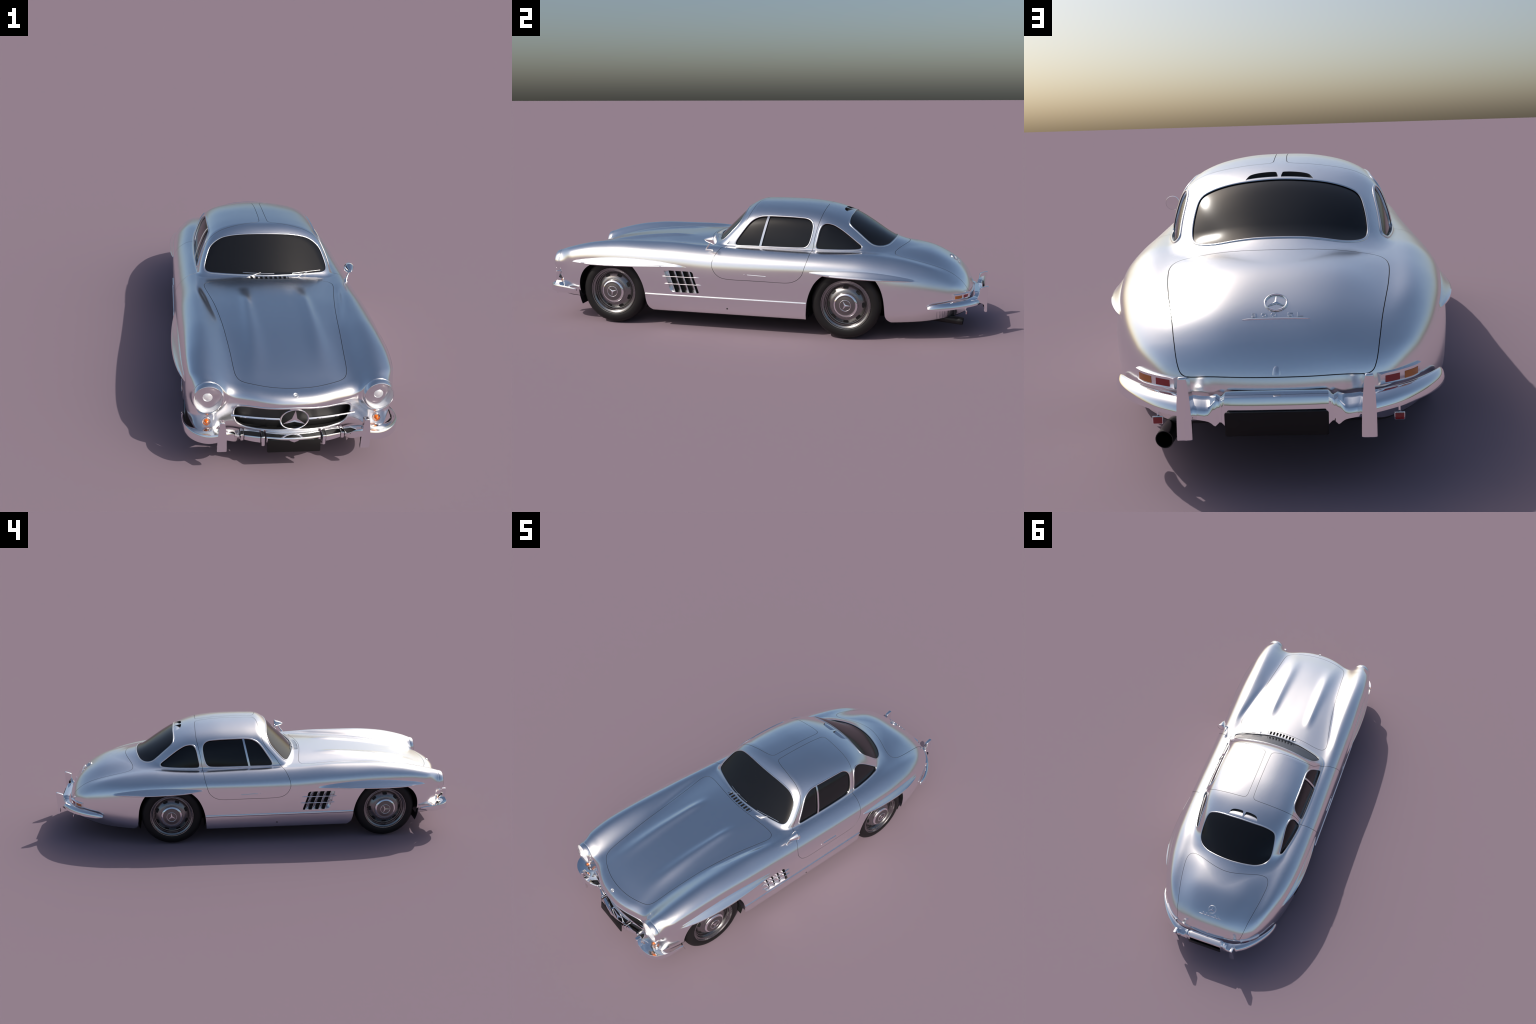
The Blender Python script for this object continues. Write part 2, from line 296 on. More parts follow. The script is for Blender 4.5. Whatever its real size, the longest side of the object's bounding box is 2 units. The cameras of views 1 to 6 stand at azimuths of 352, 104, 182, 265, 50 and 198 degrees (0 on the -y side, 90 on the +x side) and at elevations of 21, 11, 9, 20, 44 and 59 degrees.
scoop = Outline(lambda P: np.stack([AX(P), P[:, 1]], 1), lambda P: (P[:, 2] > .45) & (P[:, 1] > .3), [(.0065,.3925),(.0065,.366),(.0085,.3590),(.018,.3570),(.040,.3575),(.060,.3610),(.070,.3665),(.0755,.377),(.0785,.3925)], True, 8)

# ---------------------------------------------------------------- materials
def material(name, color, metal=0., rough=.4, noise=0., nscale=60., bump=0., **kw):
    m = bpy.data.materials.new(name); m.use_nodes = True
    nt = m.node_tree; b = nt.nodes['Principled BSDF']
    b.inputs['Base Color'].default_value = (*color, 1); b.inputs['Metallic'].default_value = metal; b.inputs['Roughness'].default_value = rough
    for k, v in kw.items(): b.inputs[k.replace('_', ' ')].default_value = v
    if noise or bump:
        co = nt.nodes.new('ShaderNodeTexCoord'); tx = nt.nodes.new('ShaderNodeTexNoise')
        tx.inputs['Scale'].default_value = nscale; tx.inputs['Detail'].default_value = 4
        nt.links.new(co.outputs['Object'], tx.inputs['Vector'])
        if noise:
            mr = nt.nodes.new('ShaderNodeMapRange'); mr.inputs['To Min'].default_value = rough - noise; mr.inputs['To Max'].default_value = rough + noise
            nt.links.new(tx.outputs['Fac'], mr.inputs['Value']); nt.links.new(mr.outputs['Result'], b.inputs['Roughness'])
        if bump:
            bp = nt.nodes.new('ShaderNodeBump'); bp.inputs['Strength'].default_value = bump; bp.inputs['Distance'].default_value = .002
            nt.links.new(tx.outputs['Fac'], bp.inputs['Height']); nt.links.new(bp.outputs['Normal'], b.inputs['Normal'])
    return m
SILVER = material('silver_paint', (.92, .92, .93), 1., .215, .010, 30)
CHROME = material('chrome', (.93, .93, .94), 1., .055)
SEAM = material('seam_shadow', (.13, .13, .135), .8, .45)  # body metal darkened to paint the shadow inside the panel grooves
GLASS = material('dark_tinted_glass', (.008, .0085, .010), 0., .15, IOR=1.5, Specular_IOR_Level=.38)
BLACK = material('black_lining', (.006, .006, .006), 0., .7)
RUBBER = material('tyre_rubber', (.0075, .0068, .0068), 0., .55, .05, 90, Specular_IOR_Level=.35)
STEEL = material('wheel_steel', (.28, .275, .275), 1., .27, .02, 40)
CAPDARK = material('hub_cap_enamel', (.20, .19, .19), .9, .30)
GRILLE = material('grille_black', (.02, .02, .02), 0., .45)
PLATE = material('black_plate', (.0075, .007, .007), 0., .45, Specular_IOR_Level=.25)
def clear(name, tint, rough=.03):
    m = bpy.data.materials.new(name); m.use_nodes = True; nt = m.node_tree; nt.nodes.clear(); nw = nt.nodes.new
    o, mx, tr, gl, lw, pw, fr = (nw('ShaderNode' + q) for q in ('OutputMaterial', 'MixShader', 'BsdfTransparent', 'BsdfGlossy', 'LayerWeight', 'Math', 'Math'))
    pw.operation = 'POWER'; pw.inputs[1].default_value = 4; fr.operation = 'MULTIPLY_ADD'; fr.inputs[1].default_value = .6; fr.inputs[2].default_value = .05; lw.inputs[0].default_value = .5
    nt.links.new(lw.outputs['Facing'], pw.inputs[0]); nt.links.new(pw.outputs[0], fr.inputs[0])
    tr.inputs['Color'].default_value = (*tint, 1); gl.inputs['Roughness'].default_value = rough
    for a, b in ((fr.outputs[0], mx.inputs[0]), (tr.outputs[0], mx.inputs[1]), (gl.outputs[0], mx.inputs[2]), (mx.outputs[0], o.inputs[0])): nt.links.new(a, b)
    return m
LENS = clear('clear_lens', (.97, .97, .97))
REFLECT = material('lamp_reflector', (.93, .93, .94), .35, .30)  # pale, half-metal base brightens the bowl for the white reflections seen inside it
SIGNAL = clear('signal_glass', (1., .80, .68), .05)
AMBER = material('amber_lens', (.55, .16, .02), 0., .12, Coat_Weight=.4)
ORANGE = material('orange_bulb', (.95, .27, .01), 0., .25)
RED = material('red_lens', (.32, .015, .018), 0., .12, Coat_Weight=.4)
MIRROR = material('mirror_glass', (.95, .95, .95), 1., .01)

# ---------------------------------------------------------------- object helpers
car = bpy.data.objects.new('sports_car', None); bpy.context.scene.collection.objects.link(car)
car['label'] = 'silver two-door classic coupe with chrome bumpers and dark windows'
car['category'] = 'car'
def link(o, parent):
    bpy.context.scene.collection.objects.link(o); o.parent = parent or car; return o
def mesh_obj(name, V, F, mat, parent=None, normals=None, angle=35, smooth=True):
    me = bpy.data.meshes.new(name)
    V = np.asarray(V, float)
    if isinstance(F, np.ndarray) and F.ndim == 2 and F.shape[1] == 3 and len(F) > 2000:
        me.vertices.add(len(V)); me.vertices.foreach_set('co', V.astype(np.float32).ravel())
        me.loops.add(len(F) * 3); me.loops.foreach_set('vertex_index', F.astype(np.int32).ravel())
        me.polygons.add(len(F)); me.polygons.foreach_set('loop_start', np.arange(0, len(F) * 3, 3, dtype=np.int32))
        me.update(calc_edges=True); me.validate()
    else:
        me.from_pydata([tuple(map(float, v)) for v in V], [], [tuple(int(i) for i in f) for f in F]); me.update()
    me.materials.append(mat)
    if smooth:
        me.polygons.foreach_set('use_smooth', [True] * len(me.polygons))
        if normals is not None and len(normals) == len(me.vertices):
            me.normals_split_custom_set_from_vertices(np.asarray(normals, float).tolist())
        elif angle < 180: me.set_sharp_from_angle(angle=math.radians(angle))
    return link(bpy.data.objects.new(name, me), parent)
def flip(F): return [tuple(reversed(tuple(f))) for f in F]
def both(name, V, F, mat, parent=None, **k):
    V = np.asarray(V, float)
    return (mesh_obj(name, V, F, mat, parent, **k), mesh_obj(name, V * [-1, 1, 1], flip(F), mat, parent, **k))
def fix(V, F):
    """turn faces outward"""
    bm = bmesh.new(); vs = [bm.verts.new(v) for v in V]
    for f in F: bm.faces.new([vs[i] for i in f])
    bmesh.ops.recalc_face_normals(bm, faces=bm.faces); bm.verts.index_update()
    r = [tuple(v.index for v in f.verts) for f in bm.faces]; bm.free(); return r
def grid_faces(n, m, closed_u=False, closed_v=False):
    F = []
    for i in range(n if closed_u else n - 1):
        for j in range(m if closed_v else m - 1):
            F.append((i*m + j, i*m + (j+1) % m, ((i+1) % n)*m + (j+1) % m, ((i+1) % n)*m + j))
    return F
def loft(sections, closed_path=False, cap=True):
    """closed cross-sections of equal count, joined in order"""
    S = np.asarray(sections, float); n, m = S.shape[:2]
    F = grid_faces(n, m, closed_path, True)
    if cap and not closed_path: F += [tuple(range(m))[::-1], tuple((n-1)*m + i for i in range(m))]
    V = S.reshape(-1, 3); return V, fix(V, F)
def tube(path, r, n=10, closed=False, flat=1., up=None, cap=True):
    P = np.asarray(path, float); N = len(P); r = np.broadcast_to(r, N)
    t = unit(np.roll(P, -1, 0) - np.roll(P, 1, 0) if closed else np.gradient(P, axis=0))
    if up is None:
        u = np.zeros_like(P); v = np.array([0, 0, 1.]) if abs(t[0, 2]) < .8 else np.array([1., 0, 0])
        for i in range(N): v = unit(v - t[i] * (v @ t[i])); u[i] = v
    else: up = np.broadcast_to(up, P.shape); u = unit(up - t * (up * t).sum(1, keepdims=True))
    w = np.cross(t, u); a = np.arange(n) / n * 2 * np.pi
    S = P[:, None] + r[:, None, None] * (flat * np.cos(a)[None, :, None] * u[:, None] + np.sin(a)[None, :, None] * w[:, None])
    return loft(S, closed, cap)
def lathe(prof, n=64, axis='y', origin=(0, 0, 0), close=False):
    """profile of (radius, position along axis)"""
    P = np.asarray(prof, float); a = np.arange(n) / n * 2 * np.pi
    c, s = np.cos(a)[:, None], np.sin(a)[:, None]; r, h = P[:, 0][None], P[:, 1][None] + 0 * c
    X = {'y': (r*c, h, r*s), 'x': (h, r*c, r*s), 'z': (r*c, r*s, h)}[axis]
    V = np.stack([q + 0 * h for q in X], 2) + np.asarray(origin)
    V = V.reshape(-1, 3); return V, grid_faces(n, P.shape[0], True, close)
def join(*parts):
    V, F, k = [], [], 0
    for v, f in parts:
        V.append(np.asarray(v)); F += [tuple(int(i) + k for i in q) for q in f]; k += len(v)
    return np.vstack(V), F
def box(c, s, bev=.001, seg=2, rot=None):
    bm = bmesh.new(); bmesh.ops.create_cube(bm, size=1)
    for v in bm.verts: v.co = Vector((v.co.x * s[0], v.co.y * s[1], v.co.z * s[2]))
    if bev: bmesh.ops.bevel(bm, geom=bm.edges[:], offset=bev, segments=seg, profile=.5, affect='EDGES')
    bm.verts.index_update()
    V = np.array([v.co[:] for v in bm.verts]); F = [tuple(v.index for v in f.verts) for f in bm.faces]; bm.free()
    if rot is not None: V = V @ np.asarray(rot).T
    return V + np.asarray(c), F
def resample(P, d, closed=False):
    P = np.asarray(P, float)
    if closed: P = np.vstack([P, P[:1]])
    s = np.r_[0, np.cumsum(np.linalg.norm(np.diff(P, axis=0), axis=1))]; n = max(int(s[-1] / d), 4)
    t = np.linspace(0, s[-1], n + 1); Q = np.stack([np.interp(t, s, P[:, i]) for i in range(P.shape[1])], 1)
    return Q[:-1] if closed else Q
def smooth_loop(P, it):
    for _ in range(it): P = .5 * P + .25 * (np.roll(P, 1, 0) + np.roll(P, -1, 0))
    return P
def loops(T):
    """ordered border loops of a triangle set"""
    E = np.vstack([T[:, [0, 1]], T[:, [1, 2]], T[:, [2, 0]]]); have = set(map(tuple, E.tolist()))
    nxt = {a: b for a, b in have if (b, a) not in have}; out = []
    while nxt:
        a, b = nxt.popitem(); L = [a]
        while b != L[0]:
            L.append(b)
            if b not in nxt: break
            b = nxt.pop(b)
        out.append(L)
    return sorted(out, key=len, reverse=True)
def surf_x(y, z):
    """outer half-width of the skin at a point of the side view"""
    y, z = np.broadcast_arrays(np.asarray(y, float), np.asarray(z, float)); a, b = np.full(y.shape, .1), np.full(y.shape, .45)
    for _ in range(30):
        c = .5 * (a + b); f = field(c, y, z) < 0; a, b = np.where(f, c, a), np.where(f, b, c)
    return a
def surf_z(x, y):
    x, y = np.broadcast_arrays(np.asarray(x, float), np.asarray(y, float)); a, b = np.full(x.shape, .15), np.full(x.shape, .60)
    for _ in range(30):
        c = .5 * (a + b); f = field(x, y, c) < 0; a, b = np.where(f, c, a), np.where(f, b, c)
    return a
def surf_y(x, z, back=True):
    x, z = np.broadcast_arrays(np.asarray(x, float), np.asarray(z, float)); a, b = np.full(x.shape, .6 if back else -.7), np.full(x.shape, 1.05 if back else -1.05)
    for _ in range(30):
        c = .5 * (a + b); f = field(x, c, z) < 0; a, b = np.where(f, c, a), np.where(f, b, c)
    return a

# ---------------------------------------------------------------- skin, cut into panels
V, T = skin()
N = unit(grad(V))
def normals():
    global N
    if len(N) < len(V): N = np.vstack([N, unit(grad(V[len(N):]))])
    return N
SW = .0009                                            # half width of a panel gap
V, T, _ = cut(V, T, V[:, 2] - table(-1.08, 1.05, FLOOR, V[:, 1]) - .0045)
for O in (windshield, rear_window, door_pane, quarter_pane, front_arch, rear_arch, grille_mouth, side_vent, cowl_vent, scoop):
    V, T, _ = cut(V, T, O.g(V))
for O in (hood, trunk_lid, door):
    for lv in (-SW, SW): V, T, _ = cut(V, T, O.gn(V, normals()) - lv)
mids = []
for O in (hood, trunk_lid, door):
    V, T, m = cut(V, T, O.gn(V, normals())); mids.append(m)
N = normals()
C = V[T].mean(1); CN = unit(N[T].mean(1))
lab = np.full(len(T), 'body', dtype='U16')
lab[C[:, 2] < table(-1.08, 1.05, FLOOR, C[:, 1]) + .0045] = 'floor_pan'
side = np.where(C[:, 0] > 0, 'L', 'R')
def mark(O, name, normed=False, lim=0.):
    g = O.gn(C, CN) if normed else O.g(C); lab[g < lim] = name; return g
for O, nm in ((hood, 'hood'), (trunk_lid, 'trunk_lid')):
    g = mark(O, nm, True); lab[np.abs(g) < SW * .98] = 'seam'
g = door.gn(C, CN)
lab[(g < 0) & (side == 'L')] = 'doorL'; lab[(g < 0) & (side == 'R')] = 'doorR'; lab[np.abs(g) < SW * .98] = 'seam'
for O, nm in ((windshield, 'windshield'), (rear_window, 'rear_window')): mark(O, nm)
for O, nm in ((door_pane, 'pane'), (quarter_pane, 'quarter'), (scoop, 'scoop')):
    g = O.g(C); lab[(g < 0) & (side == 'L')] = nm + 'L'; lab[(g < 0) & (side == 'R')] = nm + 'R'
for O in (front_arch, rear_arch, grille_mouth, side_vent, cowl_vent): mark(O, 'hole')
# inside the arches the cut goes right through
Vd = V.copy()
for m in mids: Vd[m] -= N[m] * .0025
def sub(name):
    t = T[lab == name]; u, inv = np.unique(t, return_inverse=True); return u, inv.reshape(-1, 3)
def part(label, name, mat, parent=None, P=Vd, custom=True, off=0.):
    u, t = sub(label); return mesh_obj(name, P[u] + N[u] * off, t, mat, parent, normals=N[u] if custom else None)
body = part('body', 'body', SILVER)
part('floor_pan', 'floor_pan', BLACK)
hood_o = part('hood', 'hood', SILVER)
trunk_o = part('trunk_lid', 'trunk_lid', SILVER)
doors = {s: part('door' + s, 'door', SILVER) for s in 'LR'}
part('seam', 'panel_gap', SEAM, custom=False)
part('windshield', 'windshield', GLASS, off=-.0012)
part('rear_window', 'rear_window', GLASS, off=-.0012)
for s in 'LR':
    part('pane' + s, 'door_window', GLASS, doors[s], off=-.0050)
    part('quarter' + s, 'quarter_window', GLASS, off=-.0050)
# slim bright frames round the panes
def surf_front(x, z):
    x, z = np.broadcast_arrays(np.asarray(x, float), np.asarray(z, float)); a, b = np.full(x.shape, .0), np.full(x.shape, -.32)
    for _ in range(30):
        c = .5 * (a + b); f = field(x, c, z) < 0; a, b = np.where(f, c, a), np.where(f, b, c)
    return a
def border(label):
    """the outline of a pane or mouth laid on the skin"""
    sg = -1 if label[-1] == 'R' else 1
    O = {'windshield': windshield, 'rear_window': rear_window, 'mouth': grille_mouth, 'paneL': door_pane, 'paneR': door_pane, 'quarterL': quarter_pane, 'quarterR': quarter_pane}[label]
    a, b = resample(O.poly, .004, True).T
    if label == 'windshield': return np.stack([a, surf_front(a, b), b], 1)
    if label == 'mouth': return np.stack([a, surf_y(a, b, False), b], 1)
    if label == 'rear_window': return np.stack([a, b, surf_z(a, b)], 1)
    return np.stack([sg * surf_x(a, b), a, b], 1)
def frame(label, name, r, parent=None, flat=.55, off=.0008, mat=SILVER):
    P = project(smooth_loop(border(label), 2), 2); n = unit(grad(P))
    v, f = tube(P + n * off, r, 8, True, flat=flat, up=n); return mesh_obj(name, v, f, mat, parent, angle=60)
frame('windshield', 'windshield_frame', .0029)
frame('rear_window', 'rear_window_frame', .0030)
for s in 'LR':
    frame('pane' + s, 'window_frame', .0034, doors[s], .7)
    frame('quarter' + s, 'quarter_window_frame', .0032, None, .7)
    for nm, par in (('pane', doors[s]), ('quarter', None)):
        L = border(nm + s); n = len(L); q = unit(grad(L))
        mesh_obj('window_reveal', np.vstack([L + q * .0005, L - q * .0065]), [(i, (i+1) % n, n + (i+1) % n, n + i) for i in range(n)], SILVER, par, angle=180)
# divider bar between the vent pane and the door window
def bar_path(sg, a, b, n=16):
    y = np.linspace(a[0], b[0], n); z = np.linspace(a[1], b[1], n); return np.stack([sg * (surf_x(y, z) + .0005), y, z], 1)
for s, sg in (('L', 1), ('R', -1)):
    P = bar_path(sg, (.0215, .3735), (.0492, .5037)); w = np.array([0, .0046, -.0010]); n = np.array([sg * .0016, 0, 0])
    S = [[p - w - n, p - w + n, p + w + n, p + w - n] for p in P]
    v, f = loft(S); mesh_obj('window_divider', v, f, SILVER, doors[s], angle=30)
# sunk outlets over the rear window: floor dips to the front, dark mouth behind the lip
for s in 'LR':
    u, t = sub('scoop' + s); p = V[u]; yb = p[:, 1]
    dep = .0005 + .012 * (1 - sstep(.356, .392, yb)) ** 1.3
    Q = p - N[u] * dep[:, None]
    mesh_obj('roof_outlet', Q, t, SILVER)
    L = loops(t)[0]; A, B = p[L], Q[L]; n = len(L)
    Vw = np.vstack([A, B]); Fw = [(i, (i+1) % n, n + (i+1) % n, n + i) for i in range(n)]
    mesh_obj('roof_outlet_mouth', Vw, Fw, BLACK, angle=180)
# returned edges of the openings
def returned(O, lay, d, name, mat):
    A = lay(*resample(O.poly, .004, True).T); n = len(A); B = A + np.asarray(d)
    zf = table(-1.08, 1.05, FLOOR, A[:, 1]) + .001; ok = lambda i: A[i, 2] > zf[i] and A[(i+1) % n, 2] > zf[(i+1) % n]
    mesh_obj(name, np.vstack([A, B]), [(i, (i+1) % n, n + (i+1) % n, n + i) for i in range(n) if ok(i)], mat, body, angle=50)
for sg in (1, -1):
    lay = lambda a, b: np.stack([sg * surf_x(a, b), a, b], 1)
    returned(front_arch, lay, (-.050 * sg, 0, 0), 'arch_edge', SILVER)
    returned(rear_arch, lay, (-.050 * sg, 0, 0), 'arch_edge', SILVER)
    returned(side_vent, lay, (-.012 * sg, 0, 0), 'vent_edge', SILVER)
returned(grille_mouth, lambda a, b: np.stack([a, surf_y(a, b, False), b], 1), (0, .022, 0), 'grille_edge', GRILLE)
returned(cowl_vent, lambda a, b: np.stack([a, b + .9*a*a, surf_z(a, b + .9*a*a)], 1), (0, 0, -.008), 'cowl_vent_edge', BLACK)

# ---------------------------------------------------------------- wheels
HUBS = [(-.6571, .310), (.4135, .314)]
ZH, RT = .1500, .1500
def slot_ring():
    """wheel disc with eight rounded slots standing as dark pockets"""
    out = []
    for k in range(8):
        a = 2 * np.pi * k / 8 + .30
        e, t = np.array([0, np.cos(a), np.sin(a)]), np.array([0, -np.sin(a), np.cos(a)])
        pts = []
        for q in np.arange(24) / 24 * 2 * np.pi:
            cx, cy = np.cos(q), np.sin(q); sx = np.sign(cx) * abs(cx) ** .45 * .0115; sy = np.sign(cy) * abs(cy) ** .6 * .0052
            pts.append(e * (.0752 + sy) + t * sx)
        pts = np.array(pts)
        slope = lambda q: np.stack([.0232 - .62 * (np.hypot(q[:, 1], q[:, 2]) - .0765), q[:, 1], q[:, 2]], 1)
        A = slope(pts) - [.006, 0, 0]; B = slope(pts) + [.0006, 0, 0]
        out.append((np.vstack([B, A]), [tuple(range(24))] + [(24 + i, 24 + (i+1) % 24, (i+1) % 24, i) for i in range(24)]))
    return join(*out)
tyre_prof = [(.100,-.034),(.106,-.036),(.118,-.0385),(.130,-.038),(.140,-.034),(.1465,-.027),(.1492,-.018),(.15,-.008),(.15,.008),(.1492,.018),(.1465,.027),(.1405,.0335),(.1385,.0352),(.130,.0382),(.118,.0388),(.110,.0370),(.1075,.0352),(.104,.034),(.100,.030)]
rim_prof = [(.100,-.034),(.104,-.036),(.1075,.0330),(.1082,.0362),(.1068,.0380),(.1040,.0374),(.1025,.0330),(.0985,.0310),(.0955,.0290),(.0940,.0240),(.0925,.0215),(.0900,.0215),(.0880,.0185),(.0868,.0135),(.0850,.0130),(.0830,.0160),(.0800,.0195),(.0760,.0225),(.0715,.0255),(.0660,.0295),(.0600,.0325),(.0555,.0330),(.0530,.0320),(.030,.032)]
cap_prof = [(.0528,.0310),(.0524,.0395),(.0508,.0425),(.0480,.0440),(.0455,.0452),(.0440,.0458)]
cap_face = [(.0440,.0458),(.0425,.0452),(.036,.0466),(.028,.0477),(.020,.0484),(.010,.0487),(.0001,.0488)]
def star_mesh(R, w, h, inner=.22):
    """three-pointed star, ridged, in the plane x = 0, facing +x"""
    V, F = [(h, 0, 0)], []
    for k in range(6):
        a = np.pi / 2 + k * np.pi / 3; r = R if k % 2 == 0 else R * inner
        V.append((h * (.35 if k % 2 == 0 else .45), r * np.cos(a), r * np.sin(a)))
    for k in range(6): V.append((0, V[1+k][1] * 1.04, V[1+k][2] * 1.04))
    for k in range(6):
        F.append((0, 1 + k, 1 + (k+1) % 6)); F.append((1 + k, 7 + k, 7 + (k+1) % 6, 1 + (k+1) % 6))
    return np.array(V, float), F
def ring(R, r, n=64, m=10, flat=1.):
    a = np.arange(n) / n * 2 * np.pi; return tube(np.stack([0*a, R*np.cos(a), R*np.sin(a)], 1), r, m, True, up=np.array([1., 0, 0]), flat=flat)
tv, tf = lathe(tyre_prof, 96, 'x'); tf = fix(tv, tf)
rv, rf = lathe(rim_prof, 96, 'x'); rf = fix(rv, rf); rf = [f for f in rf]
protos = None
for yh, xc in HUBS:
    for sg in (1, -1):
        M = lambda v: np.asarray(v) * [sg, 1, 1]
        if protos is None:
            w = mesh_obj('wheel', *lathe(rim_prof, 96, 'x'), STEEL, angle=28)
            t = mesh_obj('tyre', tv, tf, RUBBER, w, angle=50)
            sv, sf = slot_ring(); sl = mesh_obj('wheel_slots', sv, sf, BLACK, w, angle=30)
            c = mesh_obj('hub_cap', *lathe(cap_prof, 72, 'x'), CHROME, w, angle=40)
            cf = mesh_obj('hub_cap_face', *lathe(cap_face, 72, 'x'), CAPDARK, w, angle=40)
            sV, sF = star_mesh(.0225, 0, .0022, .20); rV, rF = ring(.0238, .0013)
            st = mesh_obj('hub_star', *join((sV + [.0477, 0, 0], sF), (rV + [.0479, 0, 0], rF)), CHROME, w, angle=30)
            protos = (w, t, sl, c, cf, st)
        else:
            w = link(protos[0].copy(), car)
            for q in protos[1:]: link(q.copy(), w)
        w.location = (sg * xc, yh, ZH); w.rotation_euler = (.5 * (yh > 0) - .4 * (sg < 0) + (0.9 if yh < 0 else 0), 0, 0 if sg > 0 else math.pi)
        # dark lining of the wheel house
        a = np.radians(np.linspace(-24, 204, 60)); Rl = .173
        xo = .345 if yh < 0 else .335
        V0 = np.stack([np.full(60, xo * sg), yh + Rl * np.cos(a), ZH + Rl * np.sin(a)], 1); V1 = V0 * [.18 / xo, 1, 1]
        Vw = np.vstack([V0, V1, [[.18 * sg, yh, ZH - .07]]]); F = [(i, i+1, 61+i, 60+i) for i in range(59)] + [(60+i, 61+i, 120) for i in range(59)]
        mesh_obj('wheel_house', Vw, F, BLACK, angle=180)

# ---------------------------------------------------------------- brows over the wheels
def brow(tip0, tip1, lip, hmax):
    P = catmull([tip0] + lip + [tip1], 12); n = len(P); S = []
    s = np.r_[0, np.cumsum(np.linalg.norm(np.diff(P, axis=0), axis=1))]; s /= s[-1]
    hh = hmax * np.sin(np.pi * np.clip(s, 0, 1) ** .85) ** .75 + .0004
    XT = surf_x(P[:, 1:2], P[:, 2:3] + hh[:, None] * np.array([[0, .2, .45, .7, 1.]]))
    for (x, y, z), h, (xb, x2, x45, x7, xt) in zip(P, hh, XT):
        top = z + h; out = max(x - xb, .0002); k = min(1., out / .012)
        S.append([(xt - .004, y, top + .002 * k), (xt - .0004 * k, y, top), (x7 + out * .22, y, z + h * .72), (x45 + out * .52, y, z + h * .46), (x2 + out * .83, y, z + h * .21), (xb + out * .97, y, z + .0030 * k + h * .03),
                  (xb + out, y, z + .0012 * k), (xb + out * .98, y, z - .0006 * k), (xb + out * .90, y, z - .0014 * k), (xb + out * .4, y, z - .0010 * k), (xb - .012, y, z - .0004 * k)])
    S = np.array(S); m = S.shape[1]
    return S.reshape(-1, 3), grid_faces(n, m)
for tips in (((.3545,-.8535,.2783), (.3725,-.2920,.2825), [(.3690,-.806,.2760),(.3800,-.756,.2745),(.3885,-.70,.2752),(.3935,-.64,.2762),(.3952,-.58,.2774),(.3945,-.52,.2786),(.3915,-.46,.2800),(.3860,-.40,.2813),(.3790,-.34,.2822)], .036),
             ((.3715,.2575,.2850), (.3110,.7180,.2585), [(.3765,.29,.2795),(.3805,.335,.2745),(.3828,.39,.2718),(.3830,.45,.2700),(.3800,.51,.2682),(.3715,.57,.2660),(.3560,.63,.2635),(.3350,.68,.2610)], .030)):
    v, f = brow(*tips); f = fix(v, f)
    c = np.cross(v[f[5][1]] - v[f[5][0]], v[f[5][2]] - v[f[5][0]])
    both('wheel_brow', v, f, SILVER, body, angle=50)

